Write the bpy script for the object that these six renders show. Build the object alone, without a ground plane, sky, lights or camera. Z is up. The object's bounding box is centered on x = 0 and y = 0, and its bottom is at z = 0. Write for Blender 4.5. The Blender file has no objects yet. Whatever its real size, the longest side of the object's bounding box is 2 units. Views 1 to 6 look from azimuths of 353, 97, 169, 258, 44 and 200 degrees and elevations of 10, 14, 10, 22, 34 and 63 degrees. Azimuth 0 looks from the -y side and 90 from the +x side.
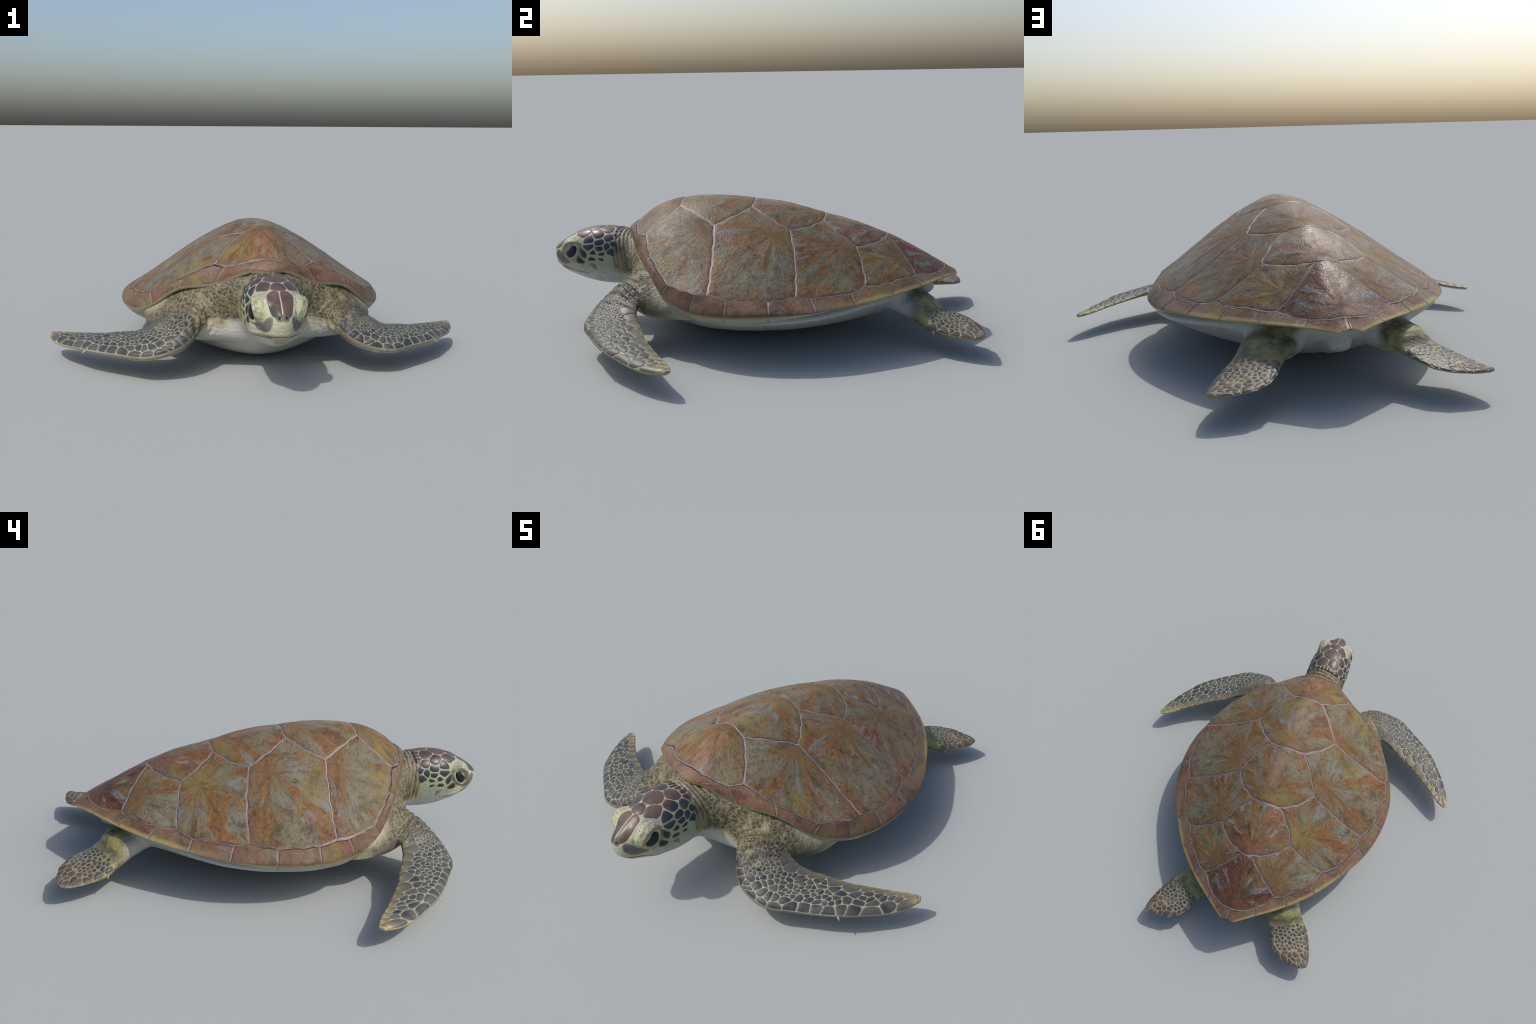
# Green sea turtle: carapace of separate scutes over a pale seam shell, one smooth
# skin body (split by anatomical region), and raised horny scales on head and limbs.
import bpy, bmesh, math, random
import numpy as np
from mathutils import Vector
from mathutils.bvhtree import BVHTree

SEED = 7
rng = np.random.default_rng(SEED)
V3 = lambda *a: np.array(a, float)
COL = bpy.context.scene.collection


# ----------------------------------------------------------------- small helpers
def pchip(xs, ys):
    """Monotone cubic interpolation (works on scalars or arrays)."""
    xs = np.asarray(xs, float); ys = np.asarray(ys, float)
    h = np.diff(xs); d = np.diff(ys) / h
    m = np.zeros_like(ys); m[0] = d[0]; m[-1] = d[-1]
    for i in range(1, len(xs) - 1):
        if d[i - 1] * d[i] > 0:
            w1 = 2 * h[i] + h[i - 1]; w2 = h[i] + 2 * h[i - 1]
            m[i] = (w1 + w2) / (w1 / d[i - 1] + w2 / d[i])
    def f(x):
        x = np.clip(np.asarray(x, float), xs[0], xs[-1])
        k = np.clip(np.searchsorted(xs, x) - 1, 0, len(h) - 1)
        t = (x - xs[k]) / h[k]
        return ((1 + 2 * t) * (1 - t) ** 2 * ys[k] + t * (1 - t) ** 2 * h[k] * m[k]
                + t * t * (3 - 2 * t) * ys[k + 1] + t * t * (t - 1) * h[k] * m[k + 1])
    return f


def catmull(P, n=200, closed=False):
    """Centripetal-ish smooth curve through points, returned as a function of 0..1 (by chord)."""
    P = np.asarray(P, float)
    s = np.r_[0, np.cumsum(np.linalg.norm(np.diff(P, axis=0), axis=1))]
    t = np.zeros_like(P)
    t[1:-1] = (P[2:] - P[:-2]) / (s[2:] - s[:-2])[:, None]
    t[0] = (P[1] - P[0]) / (s[1] - s[0]); t[-1] = (P[-1] - P[-2]) / (s[-1] - s[-2])
    def f(x):
        x = np.clip(np.asarray(x, float), 0, 1) * s[-1]
        k = np.clip(np.searchsorted(s, x, side='right') - 1, 0, len(s) - 2)
        h = (s[k + 1] - s[k])
        u = ((x - s[k]) / h)[..., None]; hh = h[..., None]
        return ((1 + 2 * u) * (1 - u) ** 2 * P[k] + u * (1 - u) ** 2 * hh * t[k]
                + u * u * (3 - 2 * u) * P[k + 1] + u * u * (u - 1) * hh * t[k + 1])
    f.knots = s / s[-1]
    return f


def sstep(a, b, x):
    t = np.clip((np.asarray(x, float) - a) / (b - a), 0, 1)
    return t * t * (3 - 2 * t)


def resample(P, step=None, n=None):
    P = np.asarray(P, float)
    s = np.r_[0, np.cumsum(np.linalg.norm(np.diff(P, axis=0), axis=1))]
    if n is None:
        n = max(2, int(round(s[-1] / step)) + 1)
    q = np.linspace(0, s[-1], n)
    return np.stack([np.interp(q, s, P[:, i]) for i in range(P.shape[1])], 1)


def new_object(name, verts, faces, mats, parent=None, slots=None, smooth=True, origin=None):
    me = bpy.data.meshes.new(name)
    v = np.asarray(verts, float)
    if origin is not None:
        v = v - np.asarray(origin)
    me.from_pydata(v.tolist(), [], [list(map(int, f)) for f in faces])
    for m in mats:
        me.materials.append(m)
    if slots is not None:
        me.polygons.foreach_set('material_index', np.asarray(slots, np.int32))
    me.polygons.foreach_set('use_smooth', [smooth] * len(me.polygons))
    me.update()
    ob = bpy.data.objects.new(name, me)
    COL.objects.link(ob)
    if origin is not None:
        ob.location = Vector(origin)
    if parent is not None:
        ob.parent = parent
    return ob


# ----------------------------------------------------------------- node helpers
class Mat:
    def __init__(self, name):
        self.m = bpy.data.materials.new(name); self.m.use_nodes = True
        self.t = self.m.node_tree; self.t.nodes.clear()
        self.out = self.t.nodes.new('ShaderNodeOutputMaterial')
        self.bsdf = self.t.nodes.new('ShaderNodeBsdfPrincipled')
        self.t.links.new(self.bsdf.outputs[0], self.out.inputs[0])
        self.tc = self.t.nodes.new('ShaderNodeTexCoord')
        self.geo = self.t.nodes.new('ShaderNodeNewGeometry')
        self.obj = self.tc.outputs['Object']
        self._info = None

    @property
    def rnd(self):
        if self._info is None:
            self._info = self.t.nodes.new('ShaderNodeObjectInfo')
        return self._info.outputs['Random']

    def put(self, sock, v):
        if isinstance(v, bpy.types.NodeSocket):
            self.t.links.new(v, sock)
        elif v is not None:
            if hasattr(sock.default_value, '__len__') and not isinstance(v, (int, float)):
                v = tuple(v)
                if len(sock.default_value) == 4 and len(v) == 3:
                    v = v + (1,)
            sock.default_value = v

    def math(self, op, a, b=None, c=None, clamp=False):
        n = self.t.nodes.new('ShaderNodeMath'); n.operation = op; n.use_clamp = clamp
        for i, v in enumerate((a, b, c)):
            if v is not None:
                self.put(n.inputs[i], v)
        return n.outputs[0]

    def vmath(self, op, a, b=None):
        n = self.t.nodes.new('ShaderNodeVectorMath'); n.operation = op
        self.put(n.inputs[0], a)
        if b is not None:
            self.put(n.inputs[3 if op == 'SCALE' else 1], b)
        return n.outputs['Value'] if op in ('LENGTH', 'DISTANCE', 'DOT_PRODUCT') else n.outputs[0]

    def sep(self, v):
        n = self.t.nodes.new('ShaderNodeSeparateXYZ'); self.put(n.inputs[0], v)
        return n.outputs

    def comb(self, x, y, z):
        n = self.t.nodes.new('ShaderNodeCombineXYZ')
        for i, v in enumerate((x, y, z)):
            self.put(n.inputs[i], v)
        return n.outputs[0]

    def scale(self, v, s):
        n = self.t.nodes.new('ShaderNodeMapping'); self.put(n.inputs['Vector'], v)
        self.put(n.inputs['Scale'], s if hasattr(s, '__len__') else (s, s, s))
        return n.outputs[0]

    def noise(self, v, s, detail=4, rough=.55, dist=0, col=False):
        n = self.t.nodes.new('ShaderNodeTexNoise')
        self.put(n.inputs['Vector'], v); n.inputs['Scale'].default_value = s
        n.inputs['Detail'].default_value = detail; n.inputs['Roughness'].default_value = rough
        n.inputs['Distortion'].default_value = dist
        return n.outputs[1 if col else 0]

    def voro(self, v, s, feature='F1', out=0, rand=1):
        n = self.t.nodes.new('ShaderNodeTexVoronoi'); n.feature = feature
        self.put(n.inputs['Vector'], v); n.inputs['Scale'].default_value = s
        n.inputs['Randomness'].default_value = rand
        return n.outputs[out]

    def ramp(self, f, stops, mode='LINEAR'):
        n = self.t.nodes.new('ShaderNodeValToRGB'); self.put(n.inputs[0], f)
        cr = n.color_ramp; cr.interpolation = mode
        while len(cr.elements) < len(stops):
            cr.elements.new(.5)
        for e, (p, c) in zip(cr.elements, stops):
            e.position = p; e.color = tuple(c) + (1,)
        return n.outputs[0]

    def step(self, x, a, b):
        n = self.t.nodes.new('ShaderNodeMapRange'); n.interpolation_type = 'SMOOTHSTEP'
        self.put(n.inputs[0], x); self.put(n.inputs[1], a); self.put(n.inputs[2], b)
        return n.outputs[0]

    def mix(self, f, a, b, mode='MIX'):
        n = self.t.nodes.new('ShaderNodeMix'); n.data_type = 'RGBA'; n.blend_type = mode
        self.put(n.inputs[0], f); self.put(n.inputs[6], a); self.put(n.inputs[7], b)
        return n.outputs[2]

    def bump(self, h, strength=.3, dist=.003, prev=None):
        n = self.t.nodes.new('ShaderNodeBump')
        n.inputs['Strength'].default_value = strength; n.inputs['Distance'].default_value = dist
        self.put(n.inputs['Height'], h)
        if prev is not None:
            self.put(n.inputs['Normal'], prev)
        return n.outputs[0]

    def done(self, color, rough=.5, normal=None, spec=.5, coat=0, coat_rough=.2, sss=0):
        b = self.bsdf
        self.put(b.inputs['Base Color'], color); self.put(b.inputs['Roughness'], rough)
        self.put(b.inputs['Specular IOR Level'], spec)
        b.inputs['Coat Weight'].default_value = coat; b.inputs['Coat Roughness'].default_value = coat_rough
        if normal is not None:
            self.put(b.inputs['Normal'], normal)
            if coat:
                self.put(b.inputs['Coat Normal'], normal)
        return self.m


# ----------------------------------------------------------------- materials
def scute_material(name, rust, olive, dark, warm, blue_amount, dark_amount, rim=False, gloss=.17):
    """Horn shield: streaks fan out from the growth point, which is the object's origin."""
    M = Mat(name)
    x, y, z = M.sep(M.obj)
    flat = M.comb(x, y, 0)
    wob = M.vmath('SCALE', M.vmath('SUBTRACT', M.noise(M.obj, 9, 3, col=True), (.5, .5, .5)), .05)
    p = M.vmath('ADD', flat, wob)
    r = M.vmath('LENGTH', p)
    d = M.vmath('NORMALIZE', p)
    off = M.math('MULTIPLY', M.rnd, 57.0)
    polar = M.vmath('ADD', M.vmath('SCALE', d, 1.0), M.comb(0, 0, M.math('ADD', M.math('MULTIPLY', r, 1.9), off)))
    fine = M.vmath('ADD', M.vmath('SCALE', d, 1.0), M.comb(0, 0, M.math('ADD', M.math('MULTIPLY', r, 6.0), off)))
    world = M.vmath('ADD', M.obj, M.comb(off, M.math('MULTIPLY', M.rnd, 31.0), 0))
    streak = M.noise(polar, 2.7, 6, .58)
    hair = M.noise(fine, 17, 4, .65)
    blotch = M.noise(world, 4.6, 5, .6, .4)
    # olive and rust fields
    f = M.math('ADD', M.math('ADD', M.math('MULTIPLY', streak, .66), M.math('MULTIPLY', blotch, .34)), M.math('MULTIPLY', M.math('SUBTRACT', M.rnd, .5), .05))
    c = M.ramp(f, [(.30, dark), (.38, rust), (.465, warm), (.525, olive), (.64, (olive[0] * 1.15, olive[1] * 1.2, olive[2] * 1.35))])
        # borders of a shield are older, redder horn
    g = M.sep(M.tc.outputs['Generated'])
    ex = M.math('ABSOLUTE', M.math('SUBTRACT', g[0], .5)); ey = M.math('ABSOLUTE', M.math('SUBTRACT', g[1], .5))
    rimward = M.math('ADD', M.math('ADD', M.math('POWER', M.math('MULTIPLY', ex, 2), 3), M.math('POWER', M.math('MULTIPLY', ey, 2), 3)),
                     M.math('MULTIPLY', M.math('SUBTRACT', M.noise(polar, 3.5, 5, .6), .5), 1.6))
    c = M.mix(M.math('MULTIPLY', M.step(rimward, .45, 1.15), .62), c, M.mix(blotch, (.095, .042, .028), (.175, .082, .055)))
    # fine radial hair lines, lighter and darker
    c = M.mix(M.math('MULTIPLY', M.step(hair, .50, .68), .40), c, (.27, .15, .065))
    c = M.mix(M.math('MULTIPLY', M.step(hair, .49, .33), .60), c, dark)
    # pale pinkish band along the keel, front half
    kx, ky, kz = M.sep(M.geo.outputs['Position'])
    keel = M.math('MULTIPLY', M.math('MULTIPLY', M.step(M.math('ABSOLUTE', M.math('ADD', kx, M.math('MULTIPLY', M.math('SUBTRACT', blotch, .5), .12))), .060, .005), M.step(ky, .50, .20)), .38)
    c = M.mix(keel, c, (.275, .175, .125))
    # growth point is warm and even
    c = M.mix(M.math('MULTIPLY', M.step(r, .13, .02), .50), c, warm)
    # blue-grey worn flakes, elongated along the streaks
    fl = M.noise(M.vmath('ADD', polar, (9, 4, 2)), 3.6, 7, .66)
    away = M.step(r, .03, .13)
    flake = M.math('MULTIPLY', M.math('MULTIPLY', M.step(fl, .53, .63), away), blue_amount)
    c = M.mix(flake, c, M.mix(M.noise(world, 24, 4, .7), (.125, .135, .12), (.215, .23, .235)))
    # yellow-green algae tint
    alg = M.noise(M.vmath('ADD', world, (3, 8, 1)), 5.0, 3, .5)
    c = M.mix(M.math('MULTIPLY', M.step(alg, .53, .68), .55), c, (.185, .160, .050))
    # dark brown stain
    st = M.noise(M.vmath('ADD', polar, (2, 7, 5)), 3.2, 6, .7)
    c = M.mix(M.math('MULTIPLY', M.step(st, .56, .66), dark_amount), c, dark)
    # mottles and freckles
    mot = M.noise(world, 55, 5, .7)
    c = M.mix(M.math('MULTIPLY', M.step(mot, .56, .74), .38), c, M.mix(.6, c, (.02, .018, .016)))
    c = M.mix(M.math('MULTIPLY', M.step(mot, .44, .30), .35), c, (.30, .23, .15))
    # broad darker weathering and grime
    wx_ = M.noise(M.vmath('ADD', world, (5, 1, 9)), 11, 6, .68, .6)
    c = M.mix(M.math('MULTIPLY', M.step(wx_, .50, .68), .62), c, M.mix(.75, c, (.022, .017, .013)))
    ray = M.noise(M.vmath('ADD', polar, (1, 6, 3)), 6.5, 6, .66)
    c = M.mix(M.math('MULTIPLY', M.step(ray, .52, .66), .50), c, M.mix(.7, c, (.030, .022, .016)))
    c = M.mix(M.math('MULTIPLY', M.step(ray, .44, .30), .35), c, M.mix(.6, c, (.26, .20, .13)))
    # white specks
    sp = M.voro(world, 16, 'F1', 0); spr = M.sep(M.voro(world, 16, 'F1', 1))[0]
    c = M.mix(M.math('MULTIPLY', M.step(sp, .06, .035), M.math('GREATER_THAN', spr, .88)), c, (.62, .60, .60))
    if rim:
        nx, ny, nz = M.sep(M.geo.outputs['Normal'])
        wx, wy, wz = M.sep(M.geo.outputs['Position'])
        rear = M.step(wy, .10, .55)
        jag = M.math('MULTIPLY', M.math('SUBTRACT', M.noise(world, 14, 4, .6), .5), .35)
        nzz = M.math('ADD', nz, jag)
        hi = M.math('ADD', .10, M.math('MULTIPLY', rear, .72)); lo = M.math('SUBTRACT', hi, .34)
        yel = M.math('MULTIPLY', M.step(nzz, hi, lo), .85)
        # golden border of the rear margin: outline half-width against y, as a ramp
        prof = M.ramp(M.math('DIVIDE', M.math('SUBTRACT', wy, .12), .82), [((yy - .12) / .82, (ww,) * 3) for yy, ww in
                      ((.12, .619), (.306, .578), (.465, .497), (.622, .391), (.744, .275), (.851, .139), (.93, .030))])
        gap = M.math('MULTIPLY', M.math('SUBTRACT', M.sep(prof)[0], M.math('ABSOLUTE', wx)), .75)
        gap = M.math('ADD', gap, M.math('MULTIPLY', jag, .05))
        yel = M.math('MAXIMUM', yel, M.math('MULTIPLY', M.math('MULTIPLY', M.step(gap, .017, .002), .7), M.step(wy, .30, .60)))
        c = M.mix(yel, c, M.mix(rear, (.30, .27, .15), (.36, .29, .11)))
        c = M.mix(M.step(nz, -.20, -.62), c, (.42, .42, .33))
    crinkle = M.noise(M.vmath('ADD', world, M.vmath('SCALE', d, .03)), 60, 4, .6)
    b = M.bump(hair, .50, .005)
    b = M.bump(crinkle, .32, .004, b)
    b = M.bump(M.noise(world, 22, 3, .5), .30, .006, b)
    c = M.mix(1, c, (.94, .93, .91), 'MULTIPLY')
    rough = M.math('ADD', gloss, M.math('MULTIPLY', M.noise(world, 8, 5, .7), .42))
    return M.done(c, rough, b, spec=.05 + (.2 - gloss) * 2.2)


def seam_material():
    M = Mat('seam')
    n = M.noise(M.obj, 30, 4)
    wx, wy, wz = M.sep(M.geo.outputs['Position'])
    c = M.mix(M.step(wy, -.25, .35), (.33, .33, .32), (.20, .20, .22))
    c = M.mix(M.step(n, .45, .75), c, (.20, .17, .16))
    return M.done(c, .5)


def scute_edge_material():
    M = Mat('scute_edge')
    n = M.noise(M.obj, 25, 4)
    c = M.mix(M.step(n, .35, .65), (.055, .040, .042), (.16, .10, .07))
    return M.done(c, .45, M.bump(M.noise(M.obj, 70, 3), .3, .002))


RUST, OLIVE, DARK, WARM = (.148, .074, .040), (.138, .124, .080), (.056, .034, .024), (.175, .093, .037)
MAT_SCUTE = scute_material('scute_horn', RUST, OLIVE, DARK, WARM, .75, .45)
MAT_REAR = scute_material('rear_scute_horn', (.108, .040, .026), (.090, .058, .038), (.036, .016, .014), (.130, .050, .026), 1.0, .9, gloss=.11)
MAT_FOURTH = scute_material('worn_scute_horn', (.135, .058, .032), (.11, .092, .05), (.050, .024, .019), (.165, .074, .034), 1.0, .75, gloss=.10)
MAT_RIM = scute_material('rim_scute_horn', (.168, .088, .061), (.148, .112, .082), (.080, .045, .038), (.182, .100, .067), .45, .35, rim=True)
MAT_SEAM = seam_material()
MAT_EDGE = scute_edge_material()

# ----------------------------------------------------------------- top-level object
turtle = bpy.data.objects.new('sea_turtle', None)
COL.objects.link(turtle)
turtle['label'] = 'sea turtle with rust and olive shell, scaly grey flippers'
turtle['category'] = 'sea turtle'

# =================================================================== CARAPACE
# Seam corners measured along the shell (x, y, z); L = the animal's left (+x).
J = {
    'V12L': (.084, -.350, .566), 'V12R': (-.082, -.350, .566), 'V2l': (.229, -.166, .507), 'V2r': (-.226, -.167, .507),
    'V23L': (.096, -.013, .567), 'V23R': (-.094, -.014, .568), 'V3l': (.214, .170, .485), 'V3r': (-.218, .172, .483),
    'V34L': (.079, .312, .504), 'V34R': (-.076, .311, .506), 'V4l': (.204, .461, .412), 'V4r': (-.192, .463, .415),
    'V45L': (.033, .596, .428), 'V45R': (-.018, .594, .431),
}
# inner seam of the marginal row, front to back, left side
RIM_IN = [('N0', (0, -.568, .486)), ('J1', (.136, -.543, .457)), ('J2', (.170, -.529, .450)), ('A1', (.210, -.480, .456)),
          ('J3', (.343, -.431, .386)), ('J4', (.489, -.320, .302)), ('J5', (.553, -.193, .284)), ('B12', (.562, -.139, .284)),
          ('J6', (.584, -.060, .269)), ('J7', (.574, .112, .263)), ('B23', (.525, .220, .274)), ('J8', (.523, .281, .266)),
          ('J9', (.4515, .445, .270)), ('B34', (.390, .502, .288)), ('J10', (.355, .584, .286)), ('J11', (.247, .704, .290)),
          ('B45', (.203, .723, .291)), ('J12', (.121, .821, .279)), ('N13', (0, .866, .290))]
RIM_OUT = {'N0': (0, -.618, .444), 'J1': (.074, -.595, .446), 'J2': (.209, -.531, .384), 'J3': (.364, -.448, .352),
           'J4': (.482, -.347, .262), 'J5': (.566, -.211, .222), 'J6': (.616, -.060, .219), 'J7': (.619, .120, .224),
           'J8': (.578, .306, .225), 'J9': (.497, .465, .235), 'J10': (.391, .622, .248), 'J11': (.275, .744, .257),
           'J12': (.139, .851, .259), 'N12': (.030, .930, .251), 'N13': (.000, .918, .262)}
for k, p in RIM_IN:
    if p[0] == 0:
        J[k] = p
    else:
        J[k + 'L'] = p; J[k + 'R'] = (-p[0], p[1], p[2])
KEEL = [(-.567, .486), (-.52, .522), (-.483, .545), (-.42, .573), (-.368, .590), (-.28, .599), (-.18, .600), (-.02, .591),
        (.14, .565), (.31, .526), (.455, .480), (.60, .433), (.708, .376), (.79, .330), (.866, .290)]

# smooth height surface through everything measured (thin plate spline)
pts = [J[k] for k in J] + [(0, y, z) for y, z in KEEL[1:-1]]
# mid-flank fullness
for y, z in KEEL[3:12:2]:
    pass
# outside guard points so the plate keeps its slope past the seam
pts = np.array(pts)


def tps_fit(P, lam=2e-5):
    n = len(P); d = np.linalg.norm(P[:, None, :2] - P[None, :, :2], axis=2)
    K = np.where(d > 0, d * d * np.log(np.maximum(d, 1e-9)), 0) + lam * np.eye(n)
    Q = np.c_[np.ones(n), P[:, :2]]
    A = np.block([[K, Q], [Q.T, np.zeros((3, 3))]])
    w = np.linalg.solve(A, np.r_[P[:, 2], 0, 0, 0])
    def f(xy):
        xy = np.asarray(xy, float).reshape(-1, 2)
        out = np.empty(len(xy))
        for s in range(0, len(xy), 20000):
            q = xy[s:s + 20000]
            d = np.linalg.norm(q[:, None] - P[None, :, :2], axis=2)
            k = np.where(d > 0, d * d * np.log(np.maximum(d, 1e-9)), 0)
            out[s:s + 20000] = k @ w[:n] + w[n] + q @ w[n + 1:]
        return out
    return f


shell_z = tps_fit(pts)
carapace = bpy.data.objects.new('carapace', None); COL.objects.link(carapace); carapace.parent = turtle

_seams = {}


def seam(a, b, bow=0.0, step=.006):
    """Slightly wavy seam between two corners; bow > 0 bends to the left of a->b. Cached so neighbours share it."""
    if (a, b) in _seams:
        return _seams[(a, b)]
    if (b, a) in _seams:
        return _seams[(b, a)][::-1]
    A, B = np.array(J[a][:2]), np.array(J[b][:2])
    L = np.linalg.norm(B - A); n = max(3, int(L / step) + 1)
    t = np.linspace(0, 1, n)[:, None]
    nrm = np.array([-(B - A)[1], (B - A)[0]]) / L
    r = np.random.default_rng(abs(hash_name(a + b)))
    ph = r.uniform(0, 6.28, 3)
    wav = sum(.0016 / (i + 1) * np.sin((i + 2) * 5.1 * t * L / .15 + ph[i]) for i in range(3)) * np.minimum(1, 6 * np.minimum(t, 1 - t))
    P = A + (B - A) * t + nrm * (bow * 4 * t * (1 - t) + wav * min(1, L / .1))
    _seams[(a, b)] = P
    return P


def hash_name(s):
    h = 17
    for ch in s:
        h = (h * 131 + ord(ch)) % 1000003
    return h


def loop(*parts):
    return np.vstack([p[:-1] for p in parts])


rimL = [k if k in ('N0', 'N13') else k + 'L' for k, _ in RIM_IN]
rimR = [k if k in ('N0', 'N13') else k + 'R' for k, _ in RIM_IN]
FRONT_BOW = {'N0J1L': .006, 'J12LN13': -.012, 'J11LB45L': -.002}


def rim_run(side, a, b):
    names = rimL if side == 'L' else rimR
    i, j = names.index(a), names.index(b)
    sgn = 1 if side == 'L' else -1
    seq = range(i, j) if i < j else range(i, j, -1)
    out = []
    for k in seq:
        p, q = (k, k + 1) if i < j else (k, k - 1)
        lo, hi = min(p, q), max(p, q)
        bow = {0: .008, 17: .012, 16: .004}.get(lo, .002) * sgn * (-1)
        seg = seam(names[lo], names[hi], bow)
        out.append(seg if p < q else seg[::-1])
    return np.vstack([s[:-1] for s in out] + [out[-1][-1:]])


# seams between vertebral and costal shields (bow arches towards the keel)
B = .012
VC = {}
def vs(a, b, bow):
    return seam(a, b, bow)
# fix the bows once, always stored front -> back / left -> right
for s, sg in (('L', 1), ('R', -1)):
    lo = s.lower()
    seam('V12' + s, 'V2' + lo, -sg * .004); seam('V2' + lo, 'V23' + s, -sg * .012)
    seam('V23' + s, 'V3' + lo, -sg * .010); seam('V3' + lo, 'V34' + s, -sg * .016)
    seam('V34' + s, 'V4' + lo, -sg * .012); seam('V4' + lo, 'V45' + s, -sg * .022)
    seam('V12' + s, 'A1' + s, sg * .008)
    seam('V2' + lo, 'B12' + s, sg * .006); seam('V3' + lo, 'B23' + s, sg * .010)
    seam('V4' + lo, 'B34' + s, sg * .008); seam('V45' + s, 'B45' + s, sg * .010)
for v in ('V12', 'V23', 'V34', 'V45'):
    seam(v + 'L', v + 'R', -.007)

SCUTES = []   # (kind, loop, growth point, rear-dark?)
SCUTES.append(('vertebral_scute', loop(rim_run('R', 'A1R', 'N0'), rim_run('L', 'N0', 'A1L'), seam('A1L', 'V12L'), seam('V12L', 'V12R'), seam('V12R', 'A1R')), (0, -.385), 0))
for i in (2, 3, 4):
    f, r = f'V{i-1}{i}', f'V{i}{i+1}'
    SCUTES.append(('vertebral_scute', loop(seam(f + 'R', f + 'L'), seam(f + 'L', f'V{i}l'), seam(f'V{i}l', r + 'L'), seam(r + 'L', r + 'R'),
                                           seam(r + 'R', f'V{i}r'), seam(f'V{i}r', f + 'R')), (0, (-.05, .27, .56)[i - 2]), 2 if i == 4 else 0))
SCUTES.append(('vertebral_scute', loop(seam('V45R', 'V45L'), seam('V45L', 'B45L'), rim_run('L', 'B45L', 'N13'), rim_run('R', 'N13', 'B45R'), seam('B45R', 'V45R')), (0, .82), 1))
GROW = [(.25, -.205), (.26, .10), (.235, .40), (.17, .66)]
for s, sg in (('L', 1), ('R', -1)):
    lo = s.lower()
    ring = [('V12' + s, 'V2' + lo, 'B12' + s, 'A1' + s, []),
            ('V2' + lo, 'V3' + lo, 'B23' + s, 'B12' + s, ['V23' + s]),
            ('V3' + lo, 'V4' + lo, 'B34' + s, 'B23' + s, ['V34' + s]),
            ('V4' + lo, 'V45' + s, 'B45' + s, 'B34' + s, [])]
    for i, (a, b, c, d, mid) in enumerate(ring):
        top = [seam(a, mid[0]), seam(mid[0], b)] if mid else [seam(a, b)]
        P = loop(*top, seam(b, c), rim_run(s, c, d), seam(d, a))
        SCUTES.append(('costal_scute', P, (sg * GROW[i][0], GROW[i][1]), 0))

base_v, base_f = [], []


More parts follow.
